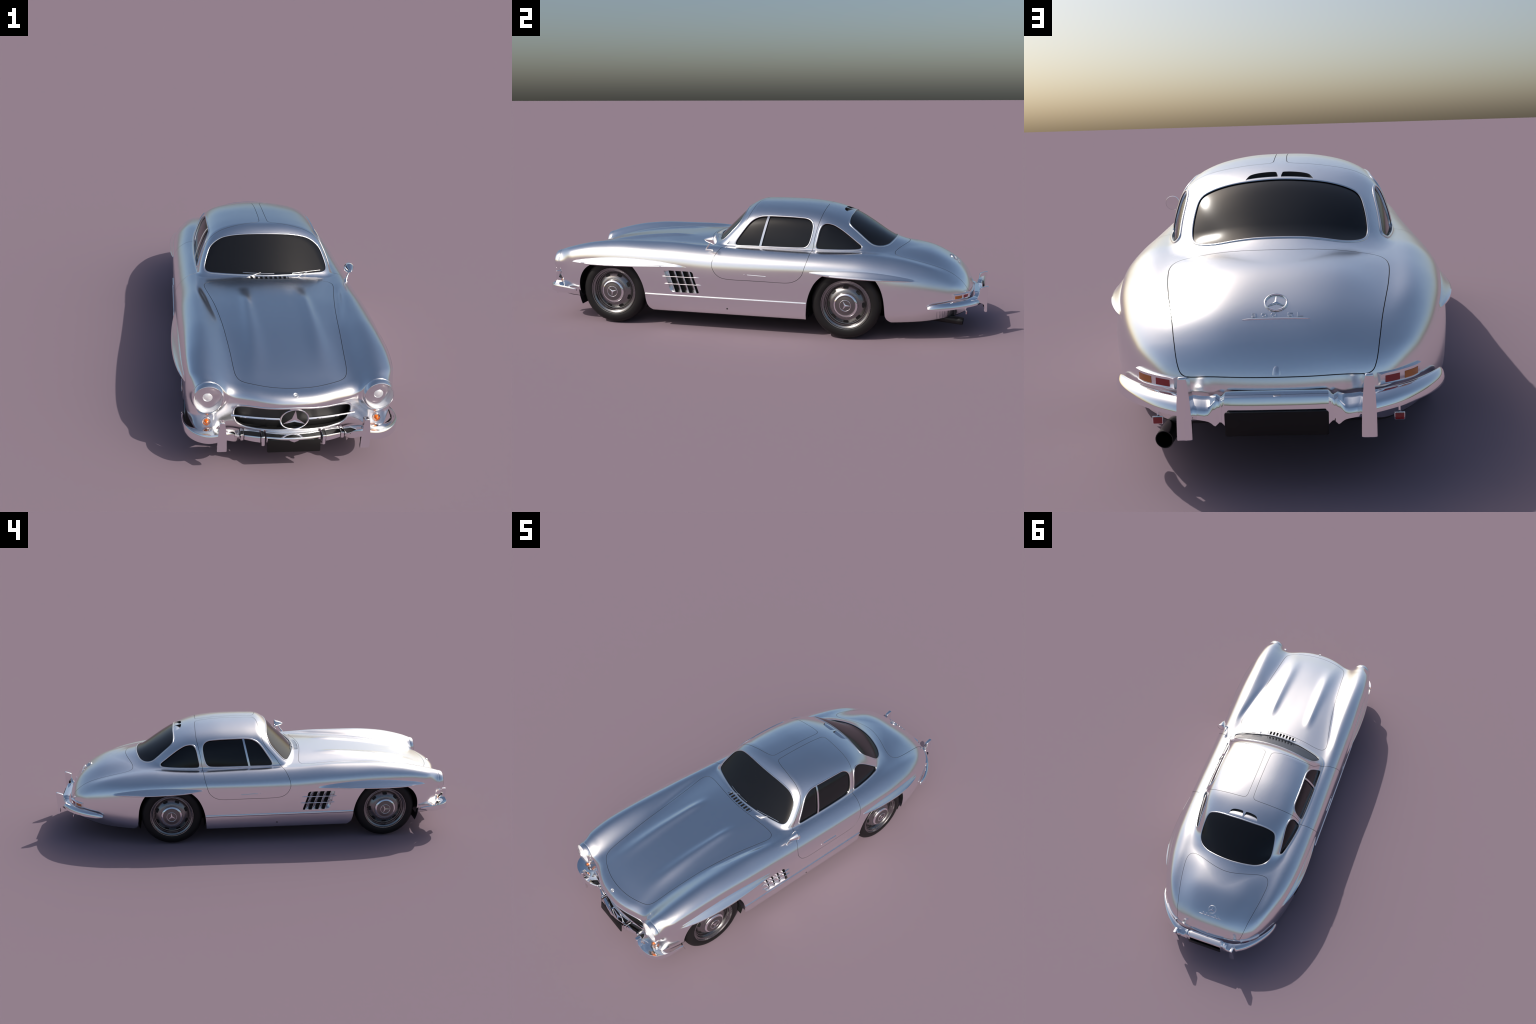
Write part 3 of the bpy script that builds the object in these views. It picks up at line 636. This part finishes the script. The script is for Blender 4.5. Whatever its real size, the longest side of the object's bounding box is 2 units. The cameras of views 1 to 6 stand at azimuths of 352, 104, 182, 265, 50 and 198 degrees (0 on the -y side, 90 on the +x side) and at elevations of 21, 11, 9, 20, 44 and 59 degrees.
# ---------------------------------------------------------------- sill strip, handle, side vents
for sg, s in ((1, 'L'), (-1, 'R')):
    y = np.linspace(-.4905, .2455, 60); z = np.linspace(.1517, .1497, 60); x = surf_x(y, z)
    S = [[(sg*(a-.003), b, c-.0052), (sg*(a+.0025), b, c-.0052), (sg*(a+.0046), b, c-.0030), (sg*(a+.0050), b, c+.0010), (sg*(a+.0035), b, c+.0040), (sg*(a-.003), b, c+.0052)] for a, b, c in zip(x, y, z)]
    mesh_obj('sill_strip', *loft(S), SILVER, angle=40)
    y = np.linspace(-.0125, .0696, 14); z = np.linspace(.2628, .2600, 14); x = surf_x(y, z)
    S = [[(sg*(a-.002), b, c-.0022), (sg*(a+.0028), b, c-.0018), (sg*(a+.0034), b, c), (sg*(a+.0028), b, c+.0016), (sg*(a-.002), b, c+.0022)] for a, b, c in zip(x, y, z)]
    mesh_obj('door_handle', *loft(S), SILVER, doors[s], angle=40)
    lv, lf = lathe([(.0001, .0012), (.0028, .0012), (.0034, .0004), (.0036, -.002)], 20, 'x'); lf = fix(lv, lf)
    mesh_obj('door_lock', lv * [sg, 1, 1] + [sg * surf_x(-.0255, .2635), -.0255, .2635], lf if sg > 0 else flip(lf), SILVER, doors[s])
    # vent: slanted fins in a dark box behind the skin, two bright bars across
    vy0, vy1, vz0, vz1 = -.3945, -.2620, .1690, .2645; sl = (-.2356 + .2635) / (vz1 - vz0) * -1
    X = lambda y, z: surf_x(y, z)
    par = [(-.400,.268),(-.258,.268),(-.226,.164),(-.372,.164)]
    back = np.array([(sg * (float(X(a, b)) - .017), a, b) for a, b in par]); front = np.array([(sg * (float(X(a, b)) - .003), a, b) for a, b in par])
    mesh_obj('vent_box', np.vstack([back, front]), [(0,1,2,3)] + [(i, (i+1) % 4, 4+(i+1) % 4, 4+i) for i in range(4)], BLACK, angle=20)
    for k in range(4):
        S = []
        for zz in np.linspace(.1675, .2660, 8):
            sh = (.2645 - zz) / (.2645 - .169) * .0290
            y0 = -.3975 + k * .0335 + sh; w = .0225 if k == 0 else .0205
            xx = float(X(y0, zz))
            S.append([(sg*(xx-.0140), y0, zz), (sg*(xx-.0125), y0 - .001, zz), (sg*(xx-.0012), y0 + w - .001, zz), (sg*(xx-.0022), y0 + w, zz)])
        v, f = loft(S); mesh_obj('vent_fin', v, f, SILVER, angle=30)
    for ya, yb, zz in ((-.4030,-.2312,.2391),(-.3942,-.2240,.2057)):
        y = np.linspace(ya, yb, 18); x = surf_x(y, y*0 + zz)
        r = np.full(18, .0022); r[0] = r[-1] = .0006; r[1] = r[-2] = .0018
        v, f = tube(np.stack([sg*(x+.0022), y, y*0+zz], 1), r, 10); mesh_obj('vent_bar', v, f, CHROME, angle=60)
    # plug in the sill
    lv, lf = lathe([(.0001, .0006), (.0036, .0006), (.0038, -.002)], 20, 'x'); lf = fix(lv, lf)
    mesh_obj('jack_plug', lv * [sg, 1, 1] + [sg * surf_x(-.1074, .1052), -.1074, .1052], lf if sg > 0 else flip(lf), BLACK)

# ---------------------------------------------------------------- cowl vent and wipers
bx = np.linspace(-.0765, .0765, 9)
parts = []
for x in bx:
    ys = np.linspace(-.2525, -.2275, 6) + .9 * x * x; zz = surf_z(ys*0 + x, ys)
    parts.append(loft([[(x-.0046, b, c-.004), (x-.0042, b, c-.0002), (x+.0042, b, c-.0002), (x+.0046, b, c-.004)] for b, c in zip(ys, zz)]))
mesh_obj('cowl_vent_bars', *join(*parts), SILVER, angle=30)['kind'] = 'stuff'
ys = np.array([-.256, -.225]); xs = np.linspace(-.09, .09, 13)
G = np.array([[(x, y + .9*x*x, float(surf_z(x, y + .9*x*x)) - .008) for y in ys] for x in xs]).reshape(-1, 3)
mesh_obj('cowl_vent_bed', G, grid_faces(13, 2), BLACK, angle=180)
for piv, el, a, b in (((-.106,-.2342,.3830), (-.028,-.2095,.4010), (-.1001,-.2034,.4003), (.0265,-.2135,.3993)), ((.1045,-.2353,.3825), (.168,-.1965,.3995), (.1015,-.2073,.3975), (.2231,-.1753,.3985))):
    piv, el, a, b = map(np.array, (piv, el, a, b)); up = np.array([0, -.6, .8])
    w = mesh_obj('wiper', *join(tube([piv, piv*.5+el*.5+up*.003, el + up*.0015], [.0024, .0019, .0013], 8), lathe([(.0001,.006),(.004,.005),(.0052,.002),(.0055,-.004)], 16, 'z', piv)), CHROME, angle=50)
    t = np.linspace(0, 1, 9)[:, None]; P = a*(1-t) + b*t
    P[:, 1] = np.minimum(P[:, 1], [ -.2275 + (q[2]-.385)*1.03 + .95*q[0]**2 - .002 for q in P])
    mesh_obj('wiper_blade', *tube(P, .0013, 6), CHROME, w, angle=60)

# ---------------------------------------------------------------- headlamps and signals
hx, hz = HL[0], HL[1]
bez = [(.0528,-.9300),(.0537,-.9318),(.0534,-.9370),(.0523,-.9440),(.0505,-.9500),(.0490,-.9530),(.0478,-.9532),(.0470,-.9505)]
refl = [(.0470,-.9500),(.0455,-.9420),(.0420,-.9310),(.0360,-.9210),(.0270,-.9130),(.0160,-.9085),(.0060,-.9070),(.0001,-.9068)]
lens = [(.0474,-.9510),(.0455,-.9550),(.0410,-.9590),(.0340,-.9628),(.0250,-.9658),(.0150,-.9678),(.0070,-.9687),(.0001,-.9690)]
bulb = [(.0001,-.9420),(.0090,-.9410),(.0160,-.9375),(.0190,-.9320),(.0185,-.9270),(.0150,-.9240),(.0080,-.9200),(.007,-.909)]
for sg in (1, -1):
    o = (sg * hx, 0, hz)
    h = mesh_obj('headlamp', *(lambda v, f: (v, fix(v, f)))(*lathe(bez, 64, 'y', o)), SILVER, angle=40)
    mesh_obj('lamp_rim', *(lambda v, f: (v[:, [1, 0, 2]] + [o[0], -.9525, o[2]], fix(v[:, [1, 0, 2]], f)))(*ring(.0481, .0014, 64, 8)), CHROME, h)
    mesh_obj('lamp_reflector', *lathe(refl, 48, 'y', o), REFLECT, h, angle=180)
    mesh_obj('lamp_bulb', *lathe(bulb, 32, 'y', o), REFLECT, h, angle=60)
    lv, lf = lathe(lens, 48, 'y', o); mesh_obj('lamp_lens', lv, flip(lf), LENS, h, angle=180)
    for zc, yb in ((.1765, float(surf_y(.2856, .1765, False))), (.1355, float(surf_y(.2856, .1355, False)) - .001)):
        oo = (sg * .2856, 0, zc)
        b = mesh_obj('turn_signal', *lathe([(.0150, yb+.006),(.0150, yb-.001),(.0140, yb-.0030),(.0128, yb-.0030),(.0122, yb-.001),(.009, yb+.003),(.0001, yb+.004)], 32, 'y', oo), CHROME, angle=40)
        mesh_obj('signal_bulb', *lathe([(.0001, yb-.0115),(.0028, yb-.0108),(.0046, yb-.0080),(.0052, yb-.004),(.0080, yb+.001)], 24, 'y', oo), ORANGE, b, angle=180)
        sv, sf = lathe([(.0132, yb-.0015),(.0130, yb-.0060),(.0115, yb-.0110),(.0085, yb-.0150),(.0045, yb-.0172),(.0001, yb-.0178)], 32, 'y', oo)
        mesh_obj('signal_lens', *(lambda v, f: (v, flip(f)))(sv, sf), SIGNAL, b, angle=180)

# ---------------------------------------------------------------- grille
xs = np.linspace(-.20, .20, 33); zs = np.linspace(.128, .262, 9)
G = np.array([[(x, -.957 + .25*(.245-z) + 1.3*x*x, z) for z in zs] for x in xs]).reshape(-1, 3)
mesh_obj('grille_back', G, grid_faces(33, 9), GRILLE, angle=180)
L = project(smooth_loop(border('mouth'), 2), 2); n = unit(grad(L))
mesh_obj('grille_lip', *tube(L - n * .0012, .0038, 10, True), SILVER, angle=180)
TILT = math.atan2(.026, .09)
def nose_plane(v, c, k=1.):       # from the plane x = 0 facing +x to the tilted plane of the grille star, facing -y
    v = np.asarray(v); y, x, z = -v[:, 0], v[:, 1], v[:, 2]
    return np.stack([x, y*math.cos(TILT) - z*math.sin(TILT), z*math.cos(TILT) - y*math.sin(TILT)*-1*-1], 1) + c
ctr = np.array([0, -.968, .196])
sv, sf = star_mesh(.0435, 0, .0045, .23); rv2, rf2 = ring(.0462, .0030, 72, 12)
gs = mesh_obj('grille_star', nose_plane(sv, ctr), fix(nose_plane(sv, ctr), sf), CHROME, angle=20)
mesh_obj('grille_ring', nose_plane(rv2, ctr), fix(nose_plane(rv2, ctr), rf2), CHROME, gs)
for sg in (1, -1):
    t = np.linspace(0, 1, 14)[:, None]; P = np.stack([sg*np.linspace(.046, .2065, 14), -.9675 + .0215*np.linspace(0, 1, 14)**1.6, np.linspace(.1985, .2045, 14)], 1)
    S = [[p + [0, .006, -.0022], p + [0, -.001, -.0036], p + [0, -.0030, 0], p + [0, -.001, .0034], p + [0, .006, .0022]] for p in P]
    mesh_obj('grille_bar', *loft(S), CHROME, angle=40)
mesh_obj('grille_star_bracket', *box((0, -.9775, .2440), (.040, .012, .006), .002), CHROME)
# round hood badge
bp = np.array([[0, -.9628, float(surf_z(0, -.9628))]]); bn = unit(grad(bp))[0]
def on_skin(v, p, nrm, up):
    """local (out, right, up) coordinates -> world on the skin at p"""
    u = up - nrm * (up @ nrm); u /= np.linalg.norm(u); r = np.cross(u, nrm); v = np.asarray(v)
    return p + v[:, :1] * nrm + v[:, 1:2] * r + v[:, 2:3] * u
dv, df = lathe([(.0001,.0012),(.0066,.0012),(.0080,.0020),(.0086,.0012),(.0088,-.002)], 32, 'x'); sv, sf = star_mesh(.0062, 0, .0012, .25)
v, f = join((dv, fix(dv, df)), (sv + [.0012, 0, 0], sf)); v = on_skin(v, bp[0], bn, np.array([0, .3, 1.]))
mesh_obj('hood_badge', v, fix(v, f), material('badge_silver', (.75, .75, .76), .8, .4), hood_o, angle=30)

# ---------------------------------------------------------------- bumpers
def blade(st, bulge=.004):
    """stations of back edge B, front top T, front bottom F, back bottom -> closed rounded sections"""
    S = []
    for b, t, f, k in st:
        b, t, f = (np.array(q, float) for q in (b, t, f)); out = unit((t + f) / 2 - b)
        k = f + (b - t) * .55 + np.array([0, 0, .002]) if k is None else np.array(k, float)
        top = b * .5 + t * .5 + np.array([0, 0, bulge * .55])
        S.append([b - [0, 0, .0015], b, b*.75 + t*.25 + [0, 0, bulge*.45], top, b*.22 + t*.78 + [0, 0, bulge*.40], t - out*.0012 + [0, 0, .0006], t + out*.0004 - [0, 0, .0012], t*.7 + f*.3 + out*bulge*.35, t*.35 + f*.65 + out*bulge*.3, f + out*.0003 + [0, 0, .0012], f - out*.0012, f*.5 + k*.5, k])
    return S
def dense(S, m):
    S = np.asarray(S, float); n, k = S.shape[:2]
    return catmull(S.reshape(n, -1), m).reshape(-1, k, 3)
def plain(S): return np.asarray(S, float)
half_c = [((0,-.951,.1405),(0,-.9900,.1385),(0,-.9915,.1230)), ((.045,-.948,.1400),(.045,-.9868,.1380),(.045,-.9885,.1220)), ((.090,-.941,.1390),(.090,-.9775,.1365),(.090,-.9795,.1180))]
mid = [((.110,-.938,.1380),(.110,-.9740,.1345),(.110,-.9760,.1150)), ((.136,-.929,.1370),(.136,-.9655,.1335),(.136,-.9675,.1150)), ((.161,-.921,.1360),(.161,-.9580,.1325),(.161,-.9575,.1160))]
outer = [((.176,-.921,.135),(.177,-.962,.134),(.176,-.957,.1175)), ((.186,-.922,.138),(.186,-.974,.143),(.186,-.971,.121)), ((.198,-.925,.143),(.199,-.985,.1565),(.199,-.985,.1285)), ((.2238,-.930,.147),(.2238,-.9945,.1690),(.2238,-.9965,.1405)), ((.2525,-.930,.145),(.2525,-.9942,.1615),(.2525,-.9960,.1325)),
         ((.283,-.929,.139),(.283,-.9925,.1590),(.283,-.9945,.1285)), ((.312,-.922,.139),(.313,-.985,.1620),(.314,-.986,.1310)), ((.333,-.908,.140),(.338,-.968,.1650),(.339,-.968,.1350)), ((.346,-.895,.142),(.355,-.942,.1660),(.356,-.942,.1390)), ((.3525,-.880,.143),(.3635,-.905,.1640),(.3640,-.905,.1410)), ((.3545,-.862,.144),(.3650,-.870,.1600),(.3652,-.870,.1425)), ((.3555,-.838,.1465),(.3630,-.838,.1540),(.3630,-.838,.1440))]
def st4(q): return [(b, t, f, None) for b, t, f in q]
def collar(c, sx, sy, sz): return box(c, (sx, sy, sz), .0022, 3)
fb = []
mir = lambda S: [[np.array(p) * [-1, 1, 1] for p in s] for s in S]
Sc = dense(blade(st4(half_c), .003), 5); Sc = np.concatenate([(Sc * [-1, 1, 1])[:0:-1], Sc]); fb.append(loft(Sc))
for sg in (1, -1):
    for q in (mid, outer):
        S = dense(blade(st4(q), .003 if q is mid else .006), 6) * [sg, 1, 1]; fb.append(loft(S))
    for x, a, b in ((.1025, ((.0965,-.942,.1415),(.0965,-.983,.1410),(.0965,-.984,.1080)), ((.1060,-.940,.1415),(.1060,-.983,.1405),(.1060,-.983,.1075))), (.1685, ((.1640,-.922,.137),(.1640,-.960,.137),(.1640,-.957,.1135)), ((.1735,-.922,.137),(.1735,-.963,.138),(.1735,-.959,.1145)))):
        A, B = blade(st4([a, b]), .004); A, B = np.array(A), np.array(B); ca, cb = A.mean(0), B.mean(0)
        S = [ca + (A - ca) * .80 - [.0015, 0, 0], A, A*.5 + B*.5 + (A - ca) * .05, B, cb + (B - cb) * .80 + [.0015, 0, 0]]
        fb.append(loft(np.array(S) * [sg, 1, 1]))
front_bumper = mesh_obj('front_bumper', *join(*fb), CHROME, angle=40)
def guard(x, y, zb, zt, wb, wt, s, name_parent, prof):
    """upright guard: side profile (depth behind the face, height 0..1), width tapering to the top"""
    S = []
    P = catmull(prof, 4, False); n = len(P); Vv = []
    for k in (-1, -.82, -.5, .5, .82, 1):
        for d, h in P:
            w = (wb + (wt - wb) * np.clip(h, 0, 1) ** 2.2) * .5; ins = {1: .0022, .82: .0006}.get(abs(k), 0)
            Vv.append((x + k * w, y + s * (d + ins * (1 - 2 * np.clip(d / .03, 0, 1))), zb + (zt - zb) * h - ins * .5 * (h > .9)))
    F = grid_faces(6, n, False, True) + [tuple(range(n)), tuple(5*n + i for i in range(n))]
    Vv = np.array(Vv); return Vv, fix(Vv, F)
GPR = [(0,.015),(.0005,.25),(0,.55),(-.001,.80),(-.002,.93),(-.0015,.985),(.001,1.0),(.009,.985),(.022,.945),(.032,.905),(.035,.86),(.0355,.78),(.038,.66),(.043,.54),(.043,.38),(.018,.30),(.012,.20),(.009,.01),(.002,0)]
GP = [(0,.015),(.0005,.25),(0,.55),(.0,.80),(.0005,.95),(.003,1.0),(.014,.995),(.024,.985),(.026,.95),(.021,.88),(.017,.80),(.018,.70),(.036,.56),(.038,.38),(.018,.30),(.012,.20),(.009,.01),(.002,0)]
for sg in (1, -1):
    v, f = guard(.2378, -.9995, .0990, .2075, .0315, .0155, 1, None, GP)
    mesh_obj('bumper_guard', v * [sg, 1, 1], f if sg > 0 else flip(f), CHROME, front_bumper, angle=40)
rc = [((0,.943,.178),(0,.978,.1765),(0,.983,.1290)), ((.05,.943,.178),(.05,.978,.1765),(.05,.983,.1290)), ((.089,.944,.178),(.089,.978,.1762),(.089,.982,.1290))]
rn = [((.0945,.947,.174),(.0945,.974,.171),(.0945,.978,.1330)), ((.0985,.947,.171),(.0985,.973,.168),(.0985,.976,.1330)), ((.1050,.946,.1745),(.1050,.975,.170),(.1055,.980,.1275)), ((.1120,.945,.172),(.1120,.975,.162),(.1120,.978,.1315)), ((.1180,.944,.170),(.1180,.976,.1555),(.1180,.979,.1355)), ((.130,.942,.170),(.130,.977,.1565),(.130,.980,.1385)), ((.143,.940,.171),(.143,.975,.158),(.143,.978,.1400)), ((.160,.935,.171),(.160,.967,.158),(.160,.971,.1410))]
ro = [((.160,.935,.171),(.160,.967,.158),(.160,.971,.1410)), ((.180,.925,.171),(.182,.955,.1578),(.182,.959,.1415)), ((.208,.908,.171),(.213,.934,.1575),(.214,.937,.1415)), ((.236,.884,.170),(.243,.907,.1570),(.244,.909,.1410)), ((.263,.853,.1685),(.271,.874,.1565),(.272,.876,.1400)), ((.285,.823,.1665),(.294,.840,.1555),(.295,.841,.1385)), ((.301,.795,.1640),(.311,.806,.1540),(.312,.806,.1375)), ((.309,.775,.1610),(.319,.779,.1520),(.320,.779,.1380)), ((.311,.762,.1560),(.3205,.762,.1500),(.321,.762,.1400)), ((.312,.755,.1500),(.3185,.754,.1480),(.3187,.754,.1430))]
rb = []
Sc = np.concatenate([dense(blade(st4(rc), .005), 3), dense(blade(st4(rn), .0045), 2)[:-1], dense(blade(st4(ro), .007), 6)]); Sc = np.concatenate([(Sc * [-1, 1, 1])[:0:-1], Sc]); rb.append(loft(Sc))
rear_bumper = mesh_obj('rear_bumper', *join(*rb), CHROME, angle=40)
for sg in (1, -1):
    v, f = guard(.1563, .9985, .1100, .2225, .0260, .0140, -1, None, GPR)
    mesh_obj('bumper_guard', v * [sg, 1, 1], f if sg < 0 else flip(f), CHROME, rear_bumper, angle=40)
def plate(c, w, h, tilt, mat):
    co, si = math.cos(tilt), math.sin(tilt); R = np.array([[1, 0, 0], [0, co, -si], [0, si, co]]); bm = bmesh.new(); n = 6; r = .004
    P = []
    for sx, sz, a0 in ((1, 1, 0), (-1, 1, 90), (-1, -1, 180), (1, -1, 270)):
        for a in np.radians(a0 + np.linspace(0, 90, n)): P.append((sx*(w/2 - r) + r*math.cos(a), 0, sz*(h/2 - r) + r*math.sin(a)))
    P = np.array(P); S = [P*[.985, 1, .97] + [0, -.0022, 0], P + [0, -.0012, 0], P + [0, .0012, 0], P*[.985, 1, .97] + [0, .0022, 0]]
    v, f = loft(S); return v @ R.T + c, f
mesh_obj('licence_plate', *plate(np.array([0, -.9915, .1110]), .177, .0425, math.atan2(-.006, .041), PLATE), PLATE, front_bumper, angle=40)
mesh_obj('licence_plate', *plate(np.array([0, .9865, .1340]), .177, .0440, math.atan2(-.004, .043), PLATE), PLATE, rear_bumper, angle=40)

# ---------------------------------------------------------------- tail lamps, reflectors, exhaust
def tail_pt(x, z, out=0.):
    y = float(surf_y(x, z)); return np.array([x, y + out, z])
TX = [(.2597,.8570),(.2470,.8740),(.2330,.8870),(.2180,.8985),(.2030,.9080),(.1900,.9155),(.1815,.9235)]
P = catmull([(x, y) for x, y in TX], 4); tS = []
for i, (x, y) in enumerate(P):
    u = i / (len(P) - 1); zt = .1972 - .0020*u; zb = .1752 + .0015 * u
    yb = y - .012; n2 = np.array([x * .9, .25]) if False else None
    tS.append([(x*.965, yb, zb - .0015), (x, y, zb - .0005), (x + .0008, y + .0006, zb + .001), (x + .0008, y + .0006, zt - .0015), (x*1.012, y + .0032, zt - .0008), (x*1.012, y + .0030, zt + .0014), (x, y, zt + .0022), (x*.95, yb, zt + .0024)])
v, f = loft(tS); tls = both('tail_lamp', v, f, SILVER, angle=35)
def lamp_face(u0, u1, z0, z1, mat, name, out=.0012):
    n = len(P); k = np.linspace(u0, u1, 6) * (n - 1); q = np.stack([np.interp(k, np.arange(n), P[:, i]) for i in range(2)], 1)
    S = [[(x + .0006, y + out*.4, z0), (x + .0012, y + out, z0 + .0006), (x + .0012, y + out, z1 - .0006), (x + .0006, y + out*.4, z1), (x - .004, y - .005, z1), (x - .004, y - .005, z0)] for x, y in q]
    v, f = loft(S)
    for o, sg in zip(tls, (1, -1)): mesh_obj(name, v * [sg, 1, 1], f if sg > 0 else flip(f), mat, o, angle=40)
lamp_face(.06, .385, .1785, .1922, AMBER, 'amber_lamp'); lamp_face(.50, .815, .1787, .1918, RED, 'red_lamp')
for sg in (1, -1):
    b = mesh_obj('reflector', *join(box((sg*.2168, .9120, .1163), (.0195, .004, .0150), .0015), box((sg*.2168, .9080, .128), (.004, .004, .012), .0008), box((sg*.2168, .9000, .1345), (.006, .02, .003), .0006)), CHROME, angle=40)
    mesh_obj('reflector_lens', *box((sg*.2168, .9140, .1163), (.0165, .0036, .0122), .0012), RED, b, angle=40)
ex = [np.array(q) for q in ((.185, .70, .085), (.196, .80, .0795), (.2095, .9000, .0738))]
ev, ef = tube(ex, .0170, 28, cap=False); e2, f2 = tube([ex[0], ex[1], ex[2] + (ex[2]-ex[1])*.002], .0155, 28, cap=False)
rr = np.vstack([ev[-28:], e2[-28:]]); rf_ = [(i, (i+1) % 28, 28+(i+1) % 28, 28+i) for i in range(28)]
mesh_obj('exhaust_pipe', *join((ev, ef), (e2, flip(f2)), (rr, rf_), (ev[:28], [tuple(range(28))])), material('exhaust_black', (.012, .012, .012), .3, .35), angle=40)

# ---------------------------------------------------------------- rear badge, script, latch
rp = np.array([[0, .8477, float(surf_z(0, .8477))]]); rn_ = unit(grad(rp))[0]; UPV = np.array([0, -1., .6])
sv, sf = star_mesh(.0190, 0, .0028, .16); rv2, rf2 = ring(.0203, .0018, 64, 10)
v, f = join((sv + [.0004, 0, 0], sf), (rv2 + [.0016, 0, 0], rf2)); v = on_skin(v, rp[0], rn_, UPV)
mesh_obj('trunk_star', v, fix(v, f), CHROME, trunk_o, angle=30)
sp = np.array([[0, .8755, float(surf_z(0, .8755))]]); sn = unit(grad(sp))[0]
def text_mesh(body, size, depth):
    cu = bpy.data.curves.new('t', 'FONT'); cu.body = body; cu.size = size; cu.extrude = depth; cu.bevel_depth = .0003; cu.bevel_resolution = 2; cu.align_x = 'CENTER'; cu.resolution_u = 3; cu.space_character = 1.5
    ob = bpy.data.objects.new('t', cu); bpy.context.scene.collection.objects.link(ob)
    dg = bpy.context.evaluated_depsgraph_get(); me = ob.evaluated_get(dg).to_mesh()
    V = np.array([q.co[:] for q in me.vertices]); F = [tuple(p.vertices) for p in me.polygons]
    ob.evaluated_get(dg).to_mesh_clear(); bpy.data.objects.remove(ob); bpy.data.curves.remove(cu); return V, F
tv_, tf_ = text_mesh('300 SL', .0135, .0009)
v = on_skin(np.stack([tv_[:, 2] + .0012, tv_[:, 0] * 1.75 + .002, tv_[:, 1] * .88 + .0006], 1), sp[0], sn, UPV)
mesh_obj('trunk_script', v, tf_, CHROME, trunk_o, angle=30)
x = np.linspace(-.061, .061, 24); yy = np.full(24, .8776); zz = surf_z(x, yy); L = np.stack([x, yy, zz], 1); n = unit(grad(L))
r = np.full(24, .0013); r[:2] = (.0004, .0009); r[-2:] = (.0009, .0004)
mesh_obj('script_underline', *tube(L + n * .0006, r, 8), CHROME, trunk_o)
# latch: half-drop of silver at the foot of the lid
q = []
for k in range(13):
    a = np.pi * k / 12; q.append((.0075 * math.cos(a), .2035 + .0155 * math.sin(a) ** .8))
q = np.array(q); b3 = np.array([tail_pt(x, z, -.001) for x, z in q]); c3 = np.array([tail_pt(x*.75, .2035 + (z-.2035)*.8, .0022) for x, z in q])
mesh_obj('trunk_latch', np.vstack([b3, c3]), fix(np.vstack([b3, c3]), [(i, i+1, 14+i, 13+i) for i in range(12)] + [tuple(13 + i for i in range(13)), (0, 13, 25, 12)]), SILVER, trunk_o, angle=60)

# ---------------------------------------------------------------- door mirror on the driver's side
mc = np.array([.3462, -.1656, .4063])
sh = [(.0001,-.0500),(.0035,-.0475),(.0080,-.0405),(.0130,-.0290),(.0172,-.0160),(.0195,-.0080),(.0212,-.0075),(.0214,-.0010),(.0208,.0008),(.0196,.0008)]
m = mesh_obj('door_mirror', *(lambda v, f: (v, fix(v, f)))(*lathe(sh, 48, 'y', mc)), CHROME, angle=40)
mesh_obj('mirror_glass', *lathe([(.0198, .0002), (.010, .0004), (.0001, .0005)], 48, 'y', mc), MIRROR, m, angle=180)
P = catmull([(.3285,-.2130,float(surf_z(.3285,-.2130)) - .002),(.3295,-.2060,.3690),(.3360,-.1960,.3820),(.3420,-.1900,.3920)], 6)
mesh_obj('mirror_stem', *tube(P, np.linspace(.0052, .0030, len(P)), 12), CHROME, m)
P = catmull([(.3310,-.2160,.0),(.3300,-.2060,.0),(.3290,-.1900,0),(.3310,-.1760,.0)], 6); P[:, 2] = surf_z(P[:, 0], P[:, 1])
mesh_obj('mirror_foot', *tube(P + [0, 0, .0005], np.r_[.002, np.full(len(P)-2, .0058), .002], 12, flat=.6), CHROME, m)
